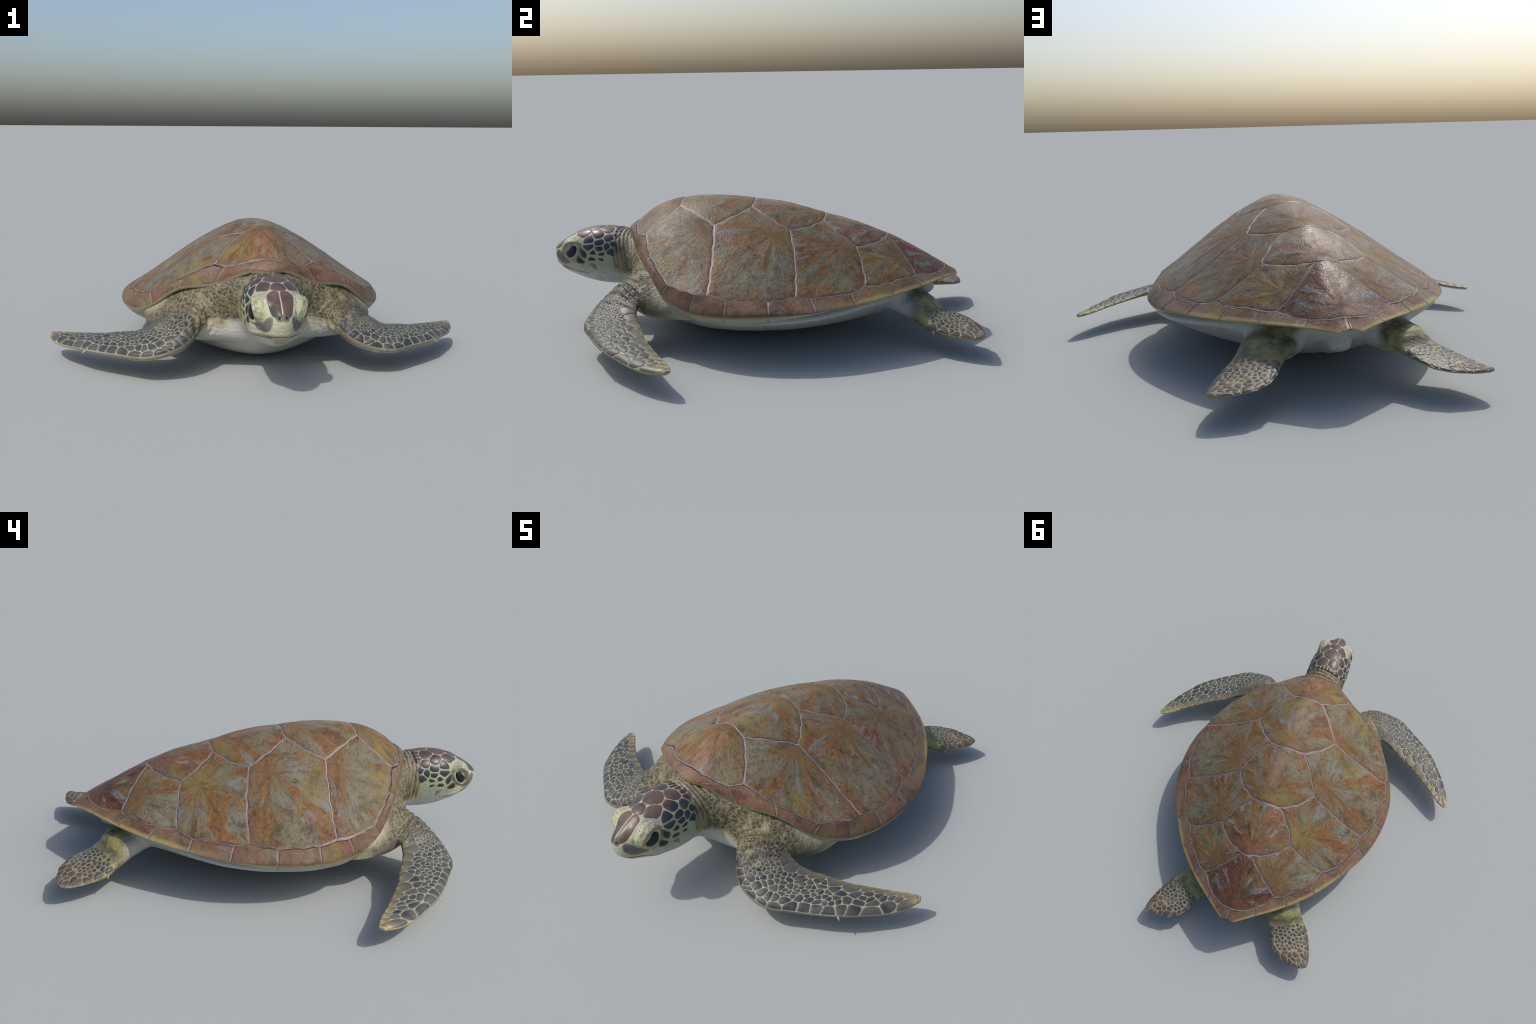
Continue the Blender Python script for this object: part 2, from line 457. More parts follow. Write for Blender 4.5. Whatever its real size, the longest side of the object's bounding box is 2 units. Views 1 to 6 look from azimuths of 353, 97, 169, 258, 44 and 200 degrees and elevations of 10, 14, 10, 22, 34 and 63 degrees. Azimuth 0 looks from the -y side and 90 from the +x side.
def scute_mesh(kind, P, grow, rear):
    n = len(P)
    area = .5 * abs(np.sum(P[:, 0] * np.roll(P[:, 1], -1) - P[:, 1] * np.roll(P[:, 0], -1)))
    a2 = np.sum(P[:, 0] * np.roll(P[:, 1], -1) - P[:, 1] * np.roll(P[:, 0], -1))
    if a2 < 0:
        P = P[::-1]
    c = P.mean(0)
    # unshrunk pale under-shell
    rs = np.r_[1, .97, np.linspace(.9, .12, 12)]
    v = [np.r_[c, shell_z(c)[0] - .0024]]; f = []
    rings = [c + (P - c) * r for r in rs]
    allp = np.vstack(rings); zz = shell_z(allp) - .0024
    off = len(base_v)
    base_v.append(np.r_[c, shell_z(c)[0] - .0024]); base_v.extend(np.c_[allp, zz])
    for k in range(len(rs) - 1):
        for i in range(n):
            j = (i + 1) % n
            base_f.append((off + 1 + k * n + i, off + 1 + k * n + j, off + 1 + (k + 1) * n + j, off + 1 + (k + 1) * n + i))
    k = len(rs) - 1
    for i in range(n):
        base_f.append((off + 1 + k * n + i, off + 1 + k * n + (i + 1) % n, off))
    # shield itself: inset from the seam, rounded shoulder, slight swell
    nxt, prv = np.roll(P, -1, 0), np.roll(P, 1, 0)
    tan = nxt - prv; tan /= np.linalg.norm(tan, axis=1)[:, None]
    inn = np.c_[-tan[:, 1], tan[:, 0]]
    for _ in range(3):
        inn = (inn + np.roll(inn, 1, 0) + np.roll(inn, -1, 0)); inn /= np.linalg.norm(inn, axis=1)[:, None]
    rad = np.linalg.norm(P - c, axis=1)
    insets = [(.0011, -.0050), (.0012, -.0023), (.0032, -.0012), (.0062, -.0004), (.0095, .0001), (.014, .0006)]
    layers = []
    for d, h in insets:
        layers.append((P + inn * d, h))
    Q = P + inn * .014
    for r in np.linspace(.93, .04, 26):
        layers.append((c + (Q - c) * r, .0006 + .0026 * (1 - r ** 2)))
    verts = []; faces = []; slots = []
    for q, h in layers:
        verts.append(np.c_[q, shell_z(q) + h])
    verts = np.vstack(verts); m = len(layers)
    verts = np.vstack([verts, np.r_[c, shell_z(c)[0] + .0032]])
    for k in range(m - 1):
        for i in range(n):
            j = (i + 1) % n
            faces.append((k * n + i, k * n + j, (k + 1) * n + j, (k + 1) * n + i)); slots.append(1 if k < 3 else 0)
    for i in range(n):
        faces.append(((m - 1) * n + i, (m - 1) * n + (i + 1) % n, m * n)); slots.append(0)
    # low ridges and hollows across the horn
    g = np.array(grow); dx = verts[:, :2] - g
    ang = np.arctan2(dx[:, 1], dx[:, 0]); rr = np.hypot(dx[:, 0], dx[:, 1])
    ph = np.random.default_rng(hash_name(kind + str(len(SCUTES)) + f'{g[0]:.3f}{g[1]:.3f}')).uniform(0, 6.28, 5)
    relief = (np.sin(ang * 9 + ph[0]) * .5 + np.sin(ang * 17 + ph[1] + rr * 20) * .35 + np.sin(rr * 90 + 2 * np.sin(ang * 3 + ph[2])) * .25)
    inside = np.r_[np.repeat(np.r_[np.zeros(len(insets)), sstep(.93, .6, np.linspace(.93, .04, 26))], n), 1]
    verts[:, 2] += .0015 * relief * inside * sstep(0, .05, rr)
    o = np.r_[g, shell_z(g)[0]]
    return new_object(kind, verts, faces, [(MAT_SCUTE, MAT_REAR, MAT_FOURTH)[rear], MAT_EDGE], carapace, slots, origin=o)


for s in SCUTES:
    scute_mesh(*s)

# ---- marginal row: strips swept from the inner seam over the rim and underneath
out_keys = ['N0', 'J1', 'J2', 'J3', 'J4', 'J5', 'J6', 'J7', 'J8', 'J9', 'J10', 'J11', 'J12', 'N12']
out_curve = catmull([(-RIM_OUT['J1'][0], *RIM_OUT['J1'][1:])] + [RIM_OUT[k] for k in out_keys])
kn = out_curve.knots
out_t = {k: kn[i + 1] for i, k in enumerate(out_keys)}
dense = out_curve(np.linspace(0, 1, 1500))


def outward(q):
    d = np.gradient(q[:, :2], axis=0)
    n = np.c_[d[:, 1], -d[:, 0]]
    n /= np.linalg.norm(n, axis=1)[:, None]
    return n


def rim_section(pin, pout, nrm):
    """Control polygon from the seam over the edge and back underneath, for rows of points."""
    y = pout[:, 1]
    side = sstep(-.42, -.22, y) * (1 - sstep(.05, .42, y))
    front = 1 - sstep(-.45, -.30, y)
    n3 = np.c_[nrm, np.zeros(len(nrm))]; up = V3(0, 0, 1)
    s = side[:, None]; fr = front[:, None]
    mid = pin * .5 + pout * .5 + up * (-.001 + .007 * s + .006 * fr) + n3 * (.000 + .004 * fr)
    edge = pout + n3 * .004 * s
    e2 = pout - up * (.005 + .014 * s + .008 * fr) + n3 * (.000 + .004 * s - .003 * fr)
    e3 = pout - up * (.008 + .036 * s + .012 * fr) - n3 * (.013 + .002 * s + .003 * fr)
    e4 = pout - up * (.008 + .062 * s + .005 * fr) - n3 * (.052 + .006 * s)
    return [pin, mid, edge, e2, e3, e4]


def sweep(ctrl, bs):
    """Catmull-Rom across the control rows; bs in 0..1 (0 seam, 1 underside)."""
    C = np.stack(ctrl)                      # rows x n x 3
    s = np.array([0, .27, .54, .66, .78, 1.0])
    t = np.zeros_like(C)
    for i in range(len(C)):
        a, b = max(i - 1, 0), min(i + 1, len(C) - 1)
        t[i] = (C[b] - C[a]) / (s[b] - s[a])
    out = []
    for b in bs:
        k = int(np.clip(np.searchsorted(s, b, side='right') - 1, 0, len(s) - 2)); h = s[k + 1] - s[k]; u = (b - s[k]) / h
        out.append((1 + 2 * u) * (1 - u) ** 2 * C[k] + u * (1 - u) ** 2 * h * t[k] + u * u * (3 - 2 * u) * C[k + 1] + u * u * (u - 1) * h * t[k + 1])
    return np.stack(out)                    # nb x n x 3


def grid_normals(G):
    du = np.gradient(G, axis=1); dv = np.gradient(G, axis=0)
    n = np.cross(du, dv); n /= np.maximum(np.linalg.norm(n, axis=2, keepdims=True), 1e-9)
    return n


def rim_scute(name, inner_xy, t0, t1, mirror, notch=False):
    n = max(14, int(np.linalg.norm(np.diff(inner_xy, axis=0), axis=1).sum() / .006), int((t1 - t0) * 2.6 / .006))
    pin2 = resample(inner_xy, n=n); pin = np.c_[pin2, shell_z(pin2)]
    ts = np.linspace(t0, t1, n)
    pout = out_curve(ts)
    pad = out_curve(np.clip(np.r_[t0 - .004, ts, t1 + .004], 0, 1))
    nrm = outward(pad)[1:-1]
    if notch:                                 # tail end: edge turns in to the notch on the midline
        w = sstep(.045, 0, pout[:, 0])
        nrm = nrm * (1 - w[:, None]) + np.array([0, 1.0]) * w[:, None]
        nx = RIM_OUT['N13']
        w2 = sstep(.016, 0, np.linspace(.139, 0, n))
        pout = pout * (1 - w2[:, None]) + np.array(nx) * w2[:, None]
    bs = np.r_[0, .012, .03, .06, np.linspace(.1, 1, 34)]
    ctrl = rim_section(pin, pout, nrm)
    G = sweep(ctrl, bs)
    if notch:
        G[..., 0] = np.maximum(G[..., 0], 0)
    N = grid_normals(G)
    if mirror:
        G = G * V3(-1, 1, 1); N = N * V3(-1, 1, 1)
    if N[3, n // 2, 2] < 0:
        N = -N
    # pale under-shell
    off = len(base_v); nb = len(bs)
    base_v.extend((G - N * .0024).reshape(-1, 3))
    flip = not mirror
    def quad(k, i, o, w):
        q = (o + k * w + i, o + k * w + i + 1, o + (k + 1) * w + i + 1, o + (k + 1) * w + i)
        return q if flip else q[::-1]
    for k in range(nb - 1):
        for i in range(n - 1):
            base_f.append(quad(k, i, off, n))
    # horn plate inset on three sides
    length = np.linalg.norm(np.diff(G, axis=1), axis=2).sum(1)          # per row
    cuts = np.array([.0010, .0011, .0030, .0054, .0080])
    hh = np.array([-.0050, -.0023, -.0011, -.0002, .0004])
    rows = []; u = np.linspace(0, 1, n)
    hcol = None
    for k in range(nb):
        L = length[k]
        um = np.r_[cuts / L, np.linspace(.011 / L, 1 - .011 / L, n), 1 - cuts[::-1] / L]
        um = np.clip(um, 0, 1)
        rows.append(np.stack([np.interp(um, u, G[k, :, c]) for c in range(3)] + [np.interp(um, u, N[k, :, c]) for c in range(3)], 1))
    R = np.stack(rows); W = R.shape[1]
    wid = np.linalg.norm(np.diff(G[:, n // 2], axis=0), axis=1).sum()
    bm = np.r_[cuts / wid, .011 / wid, np.linspace(.03, 1, 34)]
    bdist = bm
    RR = np.stack([np.stack([np.interp(bm, bs, R[:, i, c]) for c in range(6)], 1) for i in range(W)], 1)
    hc = np.r_[hh, np.full(n, -.0006), hh[::-1]]; hr = np.r_[hh, .0008, np.full(34, -.0006)]
    H = np.minimum(hc[None, :], hr[:, None])
    swell = .0007 * np.sin(np.pi * np.linspace(0, 1, W))[None, :] * np.sin(np.pi * np.clip(bm / .6, 0, 1))[:, None]
    Pv = RR[..., :3] + RR[..., 3:] * (H + swell)[..., None]
    nb2 = len(bm); verts = Pv.reshape(-1, 3); faces = []; slots = []
    for k in range(nb2 - 1):
        for i in range(W - 1):
            faces.append(quad(k, i, 0, W))
            near = k < 3 or i < 3 or i >= W - 4
            slots.append(1 if near and bm[k] < .5 else 0)
    o = Pv[int(nb2 * .45), W // 2] * .25 + Pv[2, int(W * .8)] * .75
    return new_object(name, verts, faces, [MAT_RIM, MAT_EDGE], carapace, slots, origin=o)


for side, mir in (('L', False), ('R', True)):
    names = ['J%d' % i for i in range(1, 13)]
    for a, b in zip(names[:-1], names[1:]):
        P = rim_run('L', a + 'L', b + 'L')
        rim_scute('marginal_scute', P, out_t[a], out_t[b], mir)
    rim_scute('marginal_scute', rim_run('L', 'J12L', 'N13'), out_t['J12'], 1.0, mir, notch=True)
# nuchal shield over the neck
nuch_in = np.vstack([rim_run('R', 'J1R', 'N0')[:-1], rim_run('L', 'N0', 'J1L')])
rim_scute('nuchal_scute', nuch_in, 0.0, out_t['J1'], False)

new_object('shell_seam', np.array(base_v), base_f, [MAT_SEAM], carapace)

# =================================================================== SOFT BODY
lofts = []


def loft(rings, cap=True):
    rings = [np.asarray(r, float) for r in rings]
    m = len(rings[0]); v = np.vstack(rings); f = []
    for k in range(len(rings) - 1):
        for i in range(m):
            j = (i + 1) % m
            f.append((k * m + i, k * m + j, (k + 1) * m + j, (k + 1) * m + i))
    c0 = len(v); v = np.vstack([v, rings[0].mean(0), rings[-1].mean(0)])
    for i in range(m):
        j = (i + 1) % m
        f.append((c0, j, i)); f.append((c0 + 1, (len(rings) - 1) * m + i, (len(rings) - 1) * m + j))
    lofts.append((v, f))


def ellipsoid(c, r, n=24, axes=None):
    rings = []
    for a in np.linspace(-math.pi / 2 + .05, math.pi / 2 - .05, n):
        t = np.linspace(0, 2 * math.pi, 32, endpoint=False)
        p = np.c_[math.cos(a) * np.cos(t), math.cos(a) * np.sin(t), np.full(32, math.sin(a))] * np.array(r)
        if axes is not None:
            p = p @ np.asarray(axes)
        rings.append(p + np.array(c))
    loft(rings)


TH = np.linspace(0, 2 * math.pi, 72, endpoint=False)


def section(y, hw, top, bot, pt=2.0, pb=2.0, mid=.5, pinch=0.0):
    """Closed cross-section across the body at y: width hw, superellipse exponents for the upper and lower half."""
    zc = bot + (top - bot) * mid
    c, s = np.cos(TH), np.sin(TH)
    p = np.where(s >= 0, pt, pb)
    x = np.sign(c) * np.abs(c) ** (2 / p) * hw
    z = np.where(s >= 0, (top - zc), (zc - bot)) * np.sign(s) * np.abs(s) ** (2 / p) + zc
    return np.c_[x, np.full_like(x, y), z]


# torso: bowl below, tucked under the shell above.  y: half width, rim height, bottom
T_y = [-.60, -.56, -.52, -.47, -.42, -.36, -.28, -.15, .0, .15, .30, .42, .52, .60, .68, .75, .80, .835]
T_w = [.145, .20, .27, .345, .405, .46, .515, .575, .60, .592, .555, .49, .415, .35, .27, .19, .12, .05]
T_r = [.30, .29, .275, .26, .245, .225, .20, .172, .168, .172, .18, .19, .20, .205, .21, .218, .225, .232]
T_b = [.150, .112, .082, .052, .030, .012, .002, .000, .001, .008, .024, .044, .066, .088, .120, .160, .195, .22]
T_p = [2.0, 2.0, 2.0, 1.95, 1.9, 1.9, 1.95, 2.0, 2.0, 2.0, 2.0, 2.05, 2.2, 2.4, 2.5, 2.4, 2.2, 2.0]
T_t = [.425, .432, .44, .46, .47, .49, .50, .50, .50, .48, .44, .40, .36, .33, .30, .275, .262, .250]
fw, fr_, fb, fp, ft = (pchip(T_y, a) for a in (T_w, T_r, T_b, T_p, T_t))


def torso_ring(y):
    w, r, b, p, t = (float(f(y)) for f in (fw, fr_, fb, fp, ft))
    c, s = np.cos(TH), np.sin(TH)
    x = np.sign(c) * np.abs(c) ** .9 * w
    zl = b + (r - b) * np.abs(x / w) ** p
    xx = np.abs(x)
    cap = np.minimum(t, shell_z(np.c_[x, np.full_like(x, min(y, .84))]) - .022)
    zu = r + (cap - r) * np.abs(s) ** .6
    zu = np.maximum(zu, r)
    return np.c_[x, np.full_like(x, y), np.where(s >= 0, zu, np.minimum(zl, r))]


loft([torso_ring(y) for y in np.r_[np.linspace(-.60, .835, 70)]])

# neck and head: y, half width, top, bottom, upper/lower exponents, height of widest point
HEAD = [(-.44, .225, .400, .075, 2.0, 2.0, .55), (-.50, .205, .418, .100, 2.0, 2.0, .55), (-.56, .165, .430, .130, 2.0, 2.0, .55),
        (-.61, .130, .436, .158, 2.1, 2.1, .55),
        (-.655, .119, .441, .171, 2.2, 2.2, .54), (-.70, .121, .447, .171, 2.2, 2.2, .52), (-.75, .122, .450, .175, 2.2, 2.2, .52),
        (-.80, .117, .446, .183, 2.2, 2.2, .53), (-.84, .107, .437, .192, 2.2, 2.1, .54), (-.875, .095, .425, .202, 2.2, 2.1, .54),
        (-.91, .079, .407, .215, 2.2, 2.1, .52), (-.94, .064, .390, .227, 2.1, 2.1, .5), (-.965, .050, .373, .246, 2.1, 2.2, .48),
        (-.985, .036, .357, .268, 2.1, 2.2, .48), (-.996, .022, .342, .290, 2.0, 2.0, .5), (-1.0, .008, .328, .308, 2.0, 2.0, .5)]
H = np.array(HEAD); H = H[np.argsort(H[:, 0])]
fh = [pchip(H[:, 0], H[:, i]) for i in range(1, 7)]
head_ys = np.r_[-1.0, -.9985, -.996, np.linspace(-.99, -.44, 70)]
loft([section(y, *[float(f(y)) for f in fh]) for y in head_ys][::-1])
for sx in (1, -1):
    # brow and lid swelling around the eye
    ellipsoid((sx * .057, -.884, .354), (.050, .060, .058))
    ellipsoid((sx * .060, -.82, .300), (.054, .10, .085))


def limb_rings(lead, trail, thick, scallop=False, n=90):
    """Flat limb: sections run from leading to trailing edge; thick = greatest thickness along the limb."""
    t = np.linspace(0, 1, n)
    fl, ftr = catmull_t(lead), catmull_t(trail)
    th = pchip(np.linspace(0, 1, len(thick)), thick)
    rings = []
    for ti in t:
        a, b = fl(ti), ftr(ti)
        if scallop and .35 < ti < .97:
            b = b + (b - a) / np.linalg.norm(b - a) * (.007 * abs(math.sin(ti * 19.5)) - .003) * min(1, (ti - .35) / .1)
        ch = b - a; L = np.linalg.norm(ch)
        spine = (fl(min(ti + .01, 1)) + ftr(min(ti + .01, 1)) - fl(max(ti - .01, 0)) - ftr(max(ti - .01, 0)))
        up = np.cross(ch, spine); up /= np.linalg.norm(up)
        if up[2] < 0:
            up = -up
        m = 36; v = np.linspace(0, 1, m)
        prof = limb_profile(v)
        rings.append(np.vstack([a + np.outer(v, ch) + np.outer(prof * float(th(ti)) * .62, up),
                                (a + np.outer(v, ch) - np.outer(prof * float(th(ti)) * .38, up))[::-1][1:-1]]))
    return rings


def limb_profile(v):
    v = np.asarray(v, float)
    p = np.sqrt(np.clip(v, 0, 1)) * (1 - v) ** .85 * 2.0
    blunt = .13 * np.sqrt(np.clip(1 - (2 * v - 1) ** 8, 0, 1))
    return p / 1.02 * .87 + blunt


def catmull_t(P):
    P = np.asarray(P, float); n = len(P) - 1
    def f(t):
        x = np.clip(t, 0, 1) * n; k = int(min(x, n - 1)); u = x - k
        p0 = P[max(k - 1, 0)]; p1 = P[k]; p2 = P[k + 1]; p3 = P[min(k + 2, n)]
        if k == 0: p0 = 2 * p1 - p2
        if k == n - 1: p3 = 2 * p2 - p1
        return .5 * (2 * p1 + (p2 - p0) * u + (2 * p0 - 5 * p1 + 4 * p2 - p3) * u * u + (3 * p1 - p0 - 3 * p2 + p3) * u ** 3)
    return f


F_LEAD = [(.19, -.47, .25), (.262, -.580, .205), (.335, -.662, .150), (.42, -.692, .119), (.52, -.687, .104), (.61, -.632, .102),
          (.70, -.572, .101), (.778, -.508, .099), (.83, -.443, .092), (.882, -.374, .085), (.922, -.300, .083), (.945, -.226, .092)]
F_TRAIL = [(.33, -.35, .27), (.420, -.430, .228), (.455, -.450, .203), (.50, -.445, .175), (.555, -.426, .152), (.62, -.397, .142),
           (.68, -.368, .130), (.74, -.328, .121), (.80, -.286, .113), (.85, -.247, .106), (.893, -.217, .101), (.931, -.202, .098)]
F_TH = [.15, .125, .098, .078, .064, .054, .047, .041, .035, .030, .025, .021]
B_LEAD = [(.27, .58, .17), (.335, .680, .140), (.375, .735, .112), (.41, .78, .097), (.438, .825, .091), (.459, .87, .089),
          (.473, .912, .088), (.482, .950, .090), (.481, .980, .098)]
B_TRAIL = [(.10, .70, .20), (.166, .788, .162), (.202, .852, .138), (.226, .889, .127), (.255, .931, .118), (.291, .968, .109),
           (.340, .991, .104), (.393, .998, .100), (.446, .998, .099)]
B_TH = [.11, .092, .074, .058, .045, .035, .027, .021, .015]
LIMBS = {}
for sx in (1, -1):
    mx = V3(sx, 1, 1)
    for key, a, b, th in (('front', F_LEAD, F_TRAIL, F_TH), ('hind', B_LEAD, B_TRAIL, B_TH)):
        r = limb_rings(np.array(a), np.array(b), th, key == 'hind')
        if sx < 0:
            r = [q * mx for q in r][::-1]
        loft(r)
# shoulders: flesh between the neck, the shell edge and the flipper root
YOKE = [(.00, -.560, -.38, .10, .425), (.10, -.575, -.36, .115, .420), (.20, -.560, -.30, .118, .405), (.28, -.545, -.26, .115, .378), (.36, -.520, -.215, .118, .340),
        (.42, -.475, -.18, .125, .300), (.47, -.410, -.13, .140, .262), (.51, -.34, -.09, .155, .230)]


def yoke_ring(x, y0, y1, z0, z1):
    c, s = np.cos(TH), np.sin(TH)
    lean = .035 * np.clip(s, -1, 1)                   # the skin wall leans back under the shell edge
    return np.c_[np.full_like(TH, x), (y0 + y1) / 2 + np.sign(c) * np.abs(c) ** .85 * (y1 - y0) / 2 + lean, (z0 + z1) / 2 + np.sign(s) * np.abs(s) ** .85 * (z1 - z0) / 2]


for sx in (1, -1):
    loft([yoke_ring(sx * q[0], *q[1:]) for q in YOKE])
    ellipsoid((sx * .225, .715, .165), (.115, .105, .052))       # thigh
ellipsoid((.0, .772, .190), (.052, .050, .042))              # short tail

vv, ff = [], []
o = 0
for v, f in lofts:
    vv.append(v); ff.extend([tuple(int(i) + o for i in q) for q in f]); o += len(v)
raw = new_object('raw_body', np.vstack(vv), ff, [])
bm = bmesh.new(); bm.from_mesh(raw.data)
# every closed loft must face outwards before the union
bmesh.ops.recalc_face_normals(bm, faces=bm.faces); bm.to_mesh(raw.data); bm.free()
VOX = .0042
mod = raw.modifiers.new('union', 'REMESH'); mod.mode = 'VOXEL'; mod.voxel_size = VOX; mod.adaptivity = 0
dg = bpy.context.evaluated_depsgraph_get()
ev = raw.evaluated_get(dg); me = bpy.data.meshes.new_from_object(ev)
bpy.data.objects.remove(raw)
nv = len(me.vertices)
co = np.empty(nv * 3); me.vertices.foreach_get('co', co); co = co.reshape(-1, 3)
ed = np.empty(len(me.edges) * 2, np.int32); me.edges.foreach_get('vertices', ed); ed = ed.reshape(-1, 2)
deg = np.bincount(ed.ravel(), minlength=nv).astype(float)[:, None]


def lap(c):
    out = np.empty_like(c)
    for k in range(c.shape[1]):
        out[:, k] = np.bincount(ed[:, 0], c[ed[:, 1], k], nv) + np.bincount(ed[:, 1], c[ed[:, 0], k], nv)
    return out / deg - c


ax = np.abs(co[:, 0])
# soft blending where limbs, neck and torso meet; elsewhere only remove voxel steps
joint = np.maximum.reduce([
    sstep(.24, .13, np.hypot(np.hypot(ax - .36, co[:, 1] + .45), (co[:, 2] - .22))),
    sstep(.10, .04, np.abs(co[:, 1] + .57)) * sstep(.30, .22, ax),
    sstep(.21, .12, np.hypot(ax - .22, co[:, 1] - .72)), sstep(.16, .09, np.hypot(ax, co[:, 1] - .77)),
    .5 * sstep(.14, .09, np.hypot(co[:, 1] + .85, co[:, 2] - .31)) * sstep(.015, .03, ax)])
for it in range(10):                                   # Taubin: smooth without shrinking
    co += .5 * lap(co); co -= .52 * lap(co)
keep = joint > .01
es = ed[keep[ed[:, 0]] | keep[ed[:, 1]]]
ids = np.unique(es); loc = np.full(nv, -1); loc[ids] = np.arange(len(ids)); el = loc[es]
jw = joint[ids][:, None]; jd = np.maximum(np.bincount(el.ravel(), minlength=len(ids)), 1)[:, None]; jc = co[ids]
for it in range(110):
    acc = np.stack([np.bincount(el[:, 0], jc[el[:, 1], k], len(ids)) + np.bincount(el[:, 1], jc[el[:, 0], k], len(ids)) for k in range(3)], 1)
    jc = jc + .5 * jw * (acc / jd - jc)
co[ids] = jc

# ---- sculpted detail
me.vertices.foreach_set('co', co.ravel()); me.update()
nrm = np.empty(nv * 3); me.vertices.foreach_get('normal', nrm); nrm = nrm.reshape(-1, 3)
x, y, z = co.T
disp = np.zeros(nv)
# mouth: a groove rising to the beak tip
mouth_z = pchip([-1.0, -.975, -.94, -.90, -.85, -.79], [.264, .262, .258, .252, .244, .239])(y)
mw = sstep(-.775, -.80, y)
disp -= .0035 * mw * np.exp(-((z - mouth_z) / .0035) ** 2)
disp += .0028 * mw * np.exp(-((z - mouth_z - .012) / .008) ** 2)
# eye opening and swollen lids: an oval frame on each side of the head
def unit(v):
    return np.asarray(v, float) / np.linalg.norm(v)


EYES = []
for sx in (1, -1):
    ec = V3(sx * .0925, -.884, .346); en = unit((sx * .90, -.37, .22))
    e1 = V3(sx * .023, .037, .050); e1 = unit(e1 - en * (e1 @ en)); e2 = np.cross(en, e1)
    EYES.append((sx, ec, en, e1, e2))
    rel = co - ec; u1, u2, u3 = rel @ e1, rel @ e2, rel @ en
    near = (np.abs(u3) < .05)
    lc = co - (ec + V3(-sx * .012, -.004, .008)); l1, l2 = lc @ e1, lc @ e2
    rl = np.hypot(l1 / .060, l2 / .054)                    # whole lid
    ro = np.hypot(u1 / .035, u2 / .025)                    # opening
    disp += near * (.008 * sstep(1.05, .45, rl) - .0040 * np.exp(-((rl - 1.03) / .08) ** 2)
                    + .0044 * np.exp(-((ro - 1.30) / .22) ** 2) - .010 * sstep(1.08, .75, ro)
                    - .0018 * np.exp(-((ro - 1.85) / .10) ** 2) - .0014 * np.exp(-((ro - 2.3) / .10) ** 2))
# nostrils
for sx in (1, -1):
    disp -= .002 * np.exp(-((x - sx * .0115) ** 2 + (y + .995) ** 2 * .6 + (z - .339) ** 2) / .0036 ** 2)
# folds of loose neck skin
neck = sstep(-.68, -.66, y) * sstep(-.50, -.60, y) * sstep(.26, .20, ax)
disp += .0030 * neck * np.sin(y * 330 + 2.0 * np.sin(x * 21) + 3 * np.sin(z * 17)) * sstep(.20, .28, z)
# creases across the shoulder and flipper root
sh = sstep(.16, .08, np.hypot(np.hypot(ax - .34, y + .53), z - .22))
disp += .0036 * sh * np.sin((ax * .75 - y * .65) * 210 + 2.5 * np.sin(z * 40 + y * 25)) * sstep(.12, .2, z)
# tail base: an oval fold on the rear wall under the shell
ro = np.hypot(x / .058, (z - .150) / .050); rear_wall = sstep(.56, .64, y) * sstep(.25, .22, z)
disp += rear_wall * (.012 * sstep(1.0, .55, ro) - .0045 * np.exp(-((ro - 1.08) / .13) ** 2))
disp += rear_wall * .0012 * np.sin(x * 150 + 9 * z) * sstep(1.1, 1.5, ro) * sstep(.24, .16, ax)
# loose leathery lumps over shoulders and thighs
lump = np.sin(x * 95 + 2 * np.sin(z * 60)) * np.sin(y * 88 + 2 * np.sin(x * 47)) * np.sin(z * 105 + 1.7 * np.sin(y * 52))
soft = np.maximum(sstep(.20, .10, np.hypot(np.hypot(ax - .32, y + .50), (z - .26) * .8)), .5 * sstep(.14, .08, np.hypot(ax - .25, y - .74)))
disp += .0024 * lump * soft * sstep(.10, .18, z)
co += nrm * disp[:, None]
# the lowest point rests on the ground plane
co[:, 2] -= min(0, co[:, 2].min())
me.vertices.foreach_set('co', co.ravel()); me.update()
me.vertices.foreach_get('normal', (tmp := np.empty(nv * 3))); nrm = tmp.reshape(-1, 3)
me.calc_loop_triangles()
tri = np.empty(len(me.loop_triangles) * 3, np.int32); me.loop_triangles.foreach_get('vertices', tri); tri = tri.reshape(-1, 3)
body_bvh = BVHTree.FromPolygons([tuple(p) for p in co], [tuple(map(int, t)) for t in tri])
quads = np.empty(len(me.loops), np.int32); me.loops.foreach_get('vertex_index', quads)
starts = np.empty(len(me.polygons), np.int32); me.polygons.foreach_get('loop_start', starts)
tots = np.empty(len(me.polygons), np.int32); me.polygons.foreach_get('loop_total', tots)
